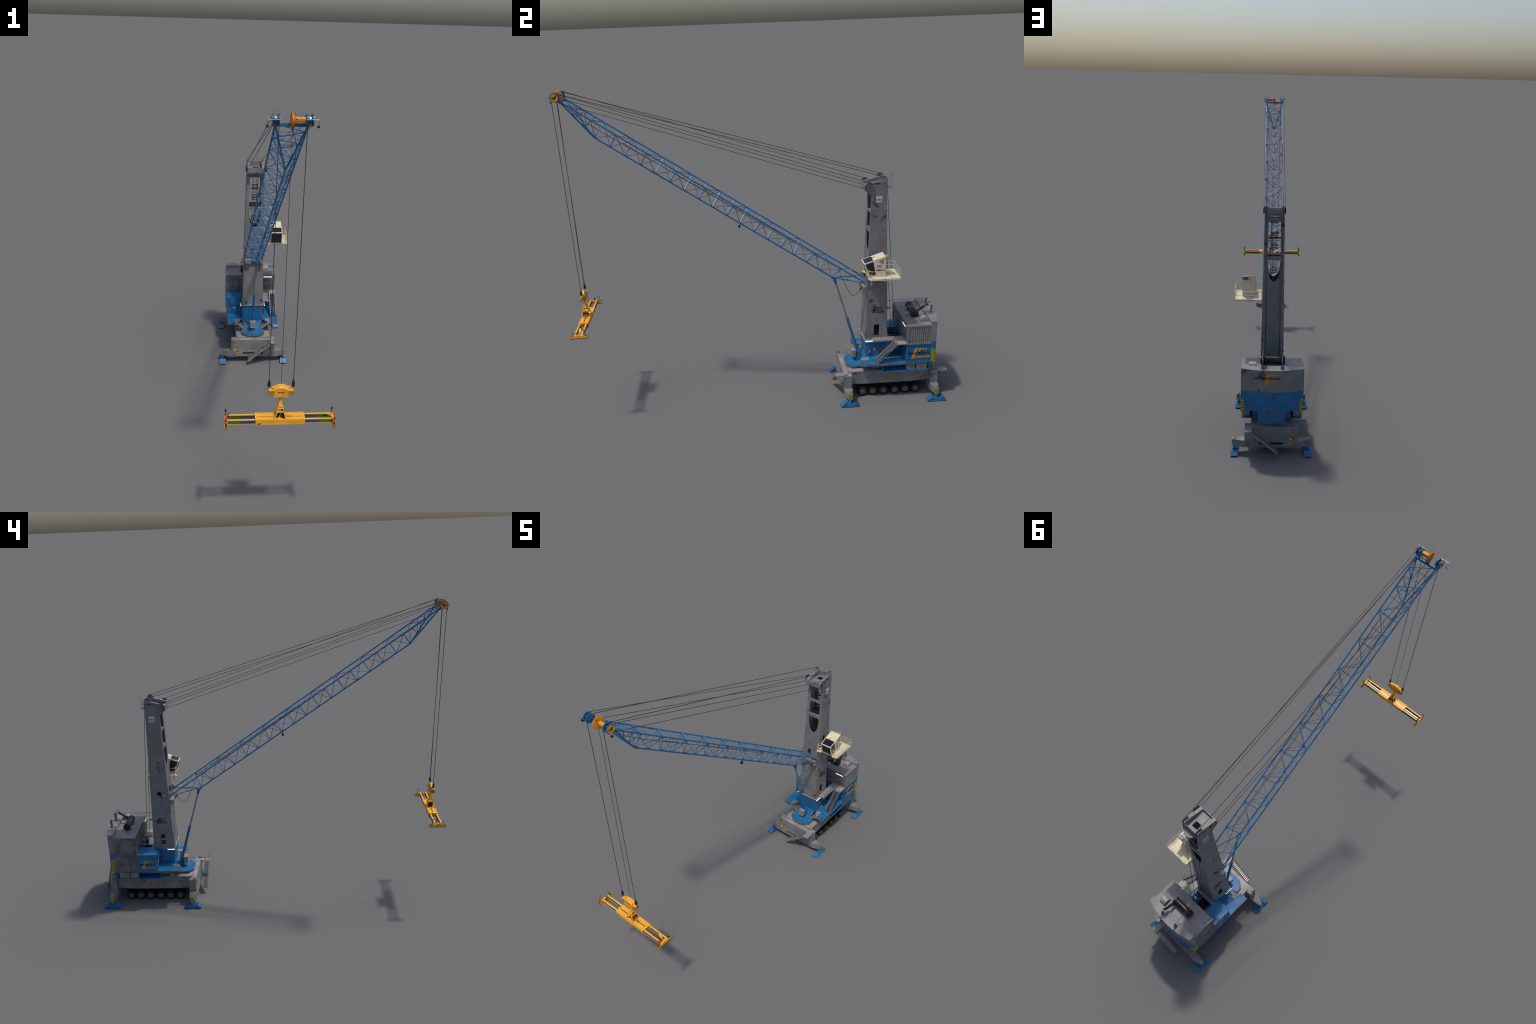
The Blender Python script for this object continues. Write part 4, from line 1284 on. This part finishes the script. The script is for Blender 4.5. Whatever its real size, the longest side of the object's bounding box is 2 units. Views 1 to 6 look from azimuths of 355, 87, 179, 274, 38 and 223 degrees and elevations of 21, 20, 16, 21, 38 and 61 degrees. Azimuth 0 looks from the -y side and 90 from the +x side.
ft = Part("cable_fitting", BLACK, boom); ft.tube((.0300, .5230, .6220), (.0303, .5340, .6420), .0034, 10); ft.done()

# ================================================================== hook block and spreader
YC = -.9545
hb = Part("hook_block", YELLOW, ROOT)
F, Bk = -.9668, -.9430
hb.loft([[(x, y, z) for x, z in ((-.0276, .6520), (.0276, .6520), (.0276, .6800), (.0120, .6895), (-.0120, .6895), (-.0276, .6800))] for y in (F, Bk)])
hb.loft([[(x, y, z) for x, z in ((-.0276, .6800), (.0276, .6800), (.0276, .6880), (.0110, .6970), (-.0110, .6970), (-.0276, .6880))] for y in (F + .0055, Bk - .0040)])
hb.loft([[(-.0276, F, .680), (-.0120, F, .6895), (.0120, F, .6895), (.0276, F, .680), (.0276, F + .004, .681), (-.0276, F + .004, .681)],
         [(-.0276, F + .0075, .688), (-.0110, F + .0075, .697), (.0110, F + .0075, .697), (.0276, F + .0075, .688), (.0276, F + .008, .681), (-.0276, F + .008, .681)]])
for y in (F - .0005, Bk + .0005):   # raised frame round the inspection panel
    q = [(-.0245, .6630), (.0245, .6630), (.0245, .6765), (.0105, .6850), (-.0105, .6850), (-.0245, .6765)]
    hb.path([(x, y, z) for x, z in q] + [(q[0][0], y, q[0][1])], .0009, 5)
    hb.box((-.0285, min(y, y + .001), .6500), (.0285, max(y, y + .001), .6530))
for s in (1, -1):
    a, b = sorted((s * .0270, s * .0485))
    hb.box((a, F + .0022, .6575), (b, Bk - .0020, .6770))
    a, b = sorted((s * .0276, s * .0345)); hb.box((a, YC - .0060, .6770), (b, YC + .0065, .6895))
    hb.loft([[(s * .034, YC - .006, .677), (s * .047, YC - .006, .677), (s * .047, YC + .006, .677), (s * .034, YC + .006, .677)],
             [(s * .034, YC - .004, .684), (s * .044, YC - .004, .680), (s * .044, YC + .004, .680), (s * .034, YC + .004, .684)]])
    hb.prism([(s * .0430, .6760), (s * .0490, .6760), (s * .0480, .6870), (s * .0450, .6870)], 'y', YC - .0022, YC + .0022)
hb.tube((0, YC, .6400), (0, YC, .6520), .0062, 14); hb.tube((0, YC, .6220), (0, YC, .6420), .0040, 12)
hb.tube((-.0055, YC, .6300), (.0055, YC, .6300), .0046, 12)
hbo = hb.done(14, .0004)
hz2 = Part("hook_block_stripes", HAZ_HOOK_L, hbo)
for s, mm in ((-1, HAZ_HOOK_L), (1, HAZ_HOOK_R)):
    hz2.use(mm)
    a, b = sorted((s * .0280, s * .0490))
    hz2.box((a, F + .0016, .6572), (b, Bk - .0014, .6768))
hz2.done(0)
tx = Part("block_lettering", INK, hbo)
tx.text("MRHTECH", (-.0135, F - .0002, .6690), (1, 0, 0), (0, 0, 1), .0270, .0038, .1, .0006); tx.done(0)
sk = Part("rope_socket", BLACK, hbo)
for s in (1, -1):
    x = s * .0468
    sk.lathe([(0, .0010), (.0005, .0015), (-.0080, .0036), (-.0150, .0058), (-.0240, .0066), (-.0320, .0058), (-.0345, .0)], (x, YC, .7235), 'z', 16)
    sk.use(STEEL).ring((x, YC, .6905), 'y', .0070, .0009, 16, 5); sk.use(BLACK)
sk.done(40)

sp = Part("spreader_box", YELLOW, ROOT)
SX, SY0, SY1, SZ0, SZ1 = .0965, -.9785, -.9300, .5325, .5555
sp.box((-SX, SY0, SZ0), (SX, SY0 + .0020, SZ1)); sp.box((-SX, SY1 - .0020, SZ0), (SX, SY1, SZ1))
for y0, y1 in ((SY0 + .0005, YC - .0024), (YC + .0024, SY1 - .0005)):
    sp.box((-SX, y0, SZ1 - .0035), (SX, y1, SZ1 - .0012))
sp.box((-SX, SY0 + .001, SZ0), (SX, SY1 - .001, SZ0 + .0025))
for s in (1, -1):
    a, b = sorted((s * (SX - .0030), s * (SX + .0005)))
    sp.prism([(SY0 - .0012, SZ0 - .003), (SY0 + .0125, SZ0 - .003), (SY0 + .0125, SZ1 - .003), (SY1 - .0125, SZ1 - .003), (SY1 - .0125, SZ0 - .003), (SY1 + .0012, SZ0 - .003), (SY1 + .0012, SZ1 + .0008), (SY0 - .0012, SZ1 + .0008)], 'x', a, b)
    sp.box((a, SY0 + .012, SZ0), (b, YC - .0022, SZ1)); sp.box((a, YC + .0022, SZ0), (b, SY1 - .012, SZ1))
sp.box((-SX, SY0 - .0010, SZ1 - .0065), (SX, SY0, SZ1 - .0050)); sp.box((-SX, SY0 - .0006, SZ1 - .001), (SX, SY0 + .003, SZ1 + .0006)); sp.box((-SX, SY1 - .003, SZ1 - .001), (SX, SY1 + .0006, SZ1 + .0006))
# pyramid frame carrying the swivel
AP = .6230
for sx in (1, -1):
    for y, yt in ((SY0 + .0015, YC - .0035), (SY1 - .0015, YC + .0035)):
        sp.tube((sx * .0220, y, SZ1 - .001), (sx * .0035, yt, AP), .0022, 6)
for y, yt in ((SY0 + .0015, YC - .0035), (SY1 - .0015, YC + .0035)):
    for f0, f1 in ((.40, .47), (.60, .66), (.72, .98)):
        def pt(f, sx): return V((sx * (.0220 + (.0035 - .0220) * f), y + (yt - y) * f, SZ1 + (AP - SZ1) * f))
        th = V((0, .0012, 0))
        sp.loft([[pt(f0, -1) - th, pt(f0, 1) - th, pt(f0, 1) + th, pt(f0, -1) + th], [pt(f1, -1) - th, pt(f1, 1) - th, pt(f1, 1) + th, pt(f1, -1) + th]])
    sp.box((-.0245, y - .002, SZ1 - .001), (.0245, y + .002, SZ1 + .0022))
for sx in (1, -1):
    a, b = sorted((sx * .0200, sx * .0245)); sp.box((a, SY0 + .001, SZ1 - .001), (b, SY1 - .001, SZ1 + .0022))
    def ps(f, yy, yt): return V((sx * (.0220 + (.0035 - .0220) * f), yy + (yt - yy) * f, SZ1 + (AP - SZ1) * f))
    for f0, f1 in ((.46, .54), (.70, .98)):
        th = V((.0012, 0, 0))
        r0 = [ps(f0, SY0 + .0015, YC - .0035), ps(f0, SY1 - .0015, YC + .0035)]; r1 = [ps(f1, SY0 + .0015, YC - .0035), ps(f1, SY1 - .0015, YC + .0035)]
        sp.loft([[r0[0] - th, r0[1] - th, r0[1] + th, r0[0] + th], [r1[0] - th, r1[1] - th, r1[1] + th, r1[0] + th]])
sp.tube((0, YC, AP - .004), (0, YC, AP + .004), .0058, 12)
spo = sp.done(30, .0003)
mo = Part("spreader_motor", BLACK, spo)
mo.box((.0060, -.9690, .5560), (.0185, -.9420, .5800)); mo.tube((-.0110, -.9620, .5560), (-.0110, -.9620, .5740), .0046, 12); mo.tube((-.006, -.948, .556), (-.006, -.948, .570), .006, 12)
mo.use(GREYDIRT).loft([[(.0188, -.9700, .5575), (.0188, -.9400, .5575), (.0205, -.9400, .5575), (.0205, -.9700, .5575)], [(.0140, -.9660, .5815), (.0140, -.9440, .5815), (.0157, -.9440, .5815), (.0157, -.9660, .5815)]])
mo.use(SIGNYELLOW).loft([[(.0194, -.9565, .5650), (.0194, -.9505, .5650), (.0203, -.9505, .5650), (.0203, -.9565, .5650)], [(.0178, -.9540, .5720), (.0178, -.9530, .5720), (.0187, -.9530, .5720), (.0187, -.9540, .5720)]])
mo.use(WHITE).box((-.0880, SY0 - .0006, .5420), (-.0770, SY0, .5470)); mo.use(INK).box((-.0895, SY0 - .0006, .5360), (-.0750, SY0, .5400))
mo.done(30, .0003)
dv = Part("guide_slot", DARK, spo); dv.box((-SX + .001, YC - .0022, SZ0 + .010), (SX - .001, YC + .0022, SZ1 - .006)); dv.done(0)
sl_ = Part("slide_bar", SLIDE, spo)
sl_.box((-.2060, YC - .0019, .5468), (.2060, YC + .0019, .5484)); sl_.box((-SX, YC - .0017, SZ1 - .0075), (SX, YC + .0017, SZ1 - .0030)); sl_.done(0)
for s in (1, -1):
    for y in (-.9713, -.9372):
        tb = Part("telescopic_beam", YELLOW, spo)
        a, b = sorted((s * .0900, s * .2080))
        tb.box((a, y - .0040, .5513), (b, y + .0040, .5533)); tb.box((a, y - .0040, .5345), (b, y + .0040, .5362))
        tb.loft([[(s * .0970, y - .0035, .536), (s * .1060, y - .0035, .536), (s * .0970, y - .0035, .541)], [(s * .0970, y + .0035, .536), (s * .1060, y + .0035, .536), (s * .0970, y + .0035, .541)]])
        o = tb.done(30)
        w1 = Part("beam_web", NAVY, o)
        a, b = sorted((s * .0900, s * .1540)); w1.box((a, y - .0030, .5358), (b, y + .0030, .5516))
        a, b = sorted((s * .1541, s * .2075)); w1.use(GREEN).box((a, y - .0030, .5358), (b, y + .0030, .5516)); w1.done(0)
        k = Part("beam_guide", BLACK, o)
        a, b = sorted((s * .0960, s * .0985)); yo = y - .0062 if y < YC else y + .0040
        k.box((a, yo, .5320), (b, yo + .0022, .5530)); k.done(0)
    eb = Part("end_beam", YELLOW, spo)
    X = s * .2115
    eb.box((X - .0055, -1.0000, .5265), (X + .0055, -.9090, .5300))
    for dx in (-1, 1):
        a, b = sorted((X + dx * .0055, X + dx * .0037)); eb.box((a, -1.0000, .5265), (b, -.9090, .5415))
    eb.box((X - .0050, -.9760, .5380), (X + .0050, -.9330, .5440))
    for y in (-.9713, -.9372):
        eb.loft([[(X - s * .0055, y - .007, .5415), (X + s * .0050, y - .007, .5415), (X + s * .0050, y + .007, .5415), (X - s * .0055, y + .007, .5415)],
                 [(X - s * .0055, y - .0042, .5533), (X - s * .0015, y - .0042, .5520), (X - s * .0015, y + .0042, .5520), (X - s * .0055, y + .0042, .5533)]])
    eb.box((X - .0050, YC - .0065, .5400), (X + .0050, YC + .0045, .5480))
    eb.use(HAZ_END)
    eb.box((X - .0058, -1.0004, .5262), (X + .0058, -.9994, .5418)); eb.box((X - .0058, -.9096, .5262), (X + .0058, -.9086, .5418))
    ebo = eb.done(30, .0003)
    tw = Part("twist_lock", BLACK, ebo)
    for y in (-.9900, -.9190):
        tw.tube((X, y, .5280), (X, y, .5425), .0034, 12); tw.tube((X, y, .5410), (X, y, .5440), .0044, 12)
    tw.use(STEEL).tube((X, -.9855, .5410), (X, -.9855, .5455), .0016, 8); tw.done()
    def flipper(mat, base, knee, tip, half):
        """guide paddle: narrow stem that fans out, then bends"""
        f = Part("guide_flipper", mat, ebo)
        b, k, t = V(base), V(knee), V(tip)
        w = V((1, 0, 0)) if abs(b.x - t.x) < .004 else V((0, 1, 0))
        rings = []
        for c, hw in ((b, .0012), (b.lerp(k, .5), .0014), (k, half), (t, half * .55)):
            n = (t - b).normalized().cross(w).normalized() * .0007
            rings.append([c - w * hw - n, c + w * hw - n, c + w * hw + n, c - w * hw + n])
        f.loft(rings); f.done(20)
    flipper(REDP, (X, -.9830, .5410), (X, -.9860, .5660), (X, -.9745, .5815), .0052)
    flipper(GREEN, (X, -.9255, .5410), (X, -.9235, .5655), (X, -.9335, .5800), .0052)
    if s == 1: flipper(YELLOW, (X - .004, YC + .004, .5450), (X - .0200, YC + .004, .5590), (X - .033, YC + .004, .5670), .0055)
    else: flipper(NAVY, (X + .004, YC + .006, .5450), (X + .0060, YC + .006, .5620), (X + .0140, YC + .006, .5700), .0055)
    tr = Part("signal_light", LYELLOW, spo)
    for y, mm in ((-.9600, LYELLOW), (-.9567, LRED), (-.9532, LGREEN), (-.9490, LRED)):
        tr.use(mm).tube((s * .0952, y, SZ1 + .0004), (s * .0952, y, SZ1 + .0030), .0016, 8)
    tr.done()

# bounding box of the original is centred: nudge the whole machine
ROOT.location = (-.001, 0, 0)
for ob in bpy.data.objects:
    if ob.type == 'MESH':
        n = ob.name.split('.')[0]
        if n in ("deck_guard_rail", "stair_hand_rail", "hand_rail", "roof_fittings", "side_cleat", "counterweight_seam"):
            ob["kind"] = "stuff"
    if ob.parent is None and ob is not ROOT:
        ob.parent = ROOT
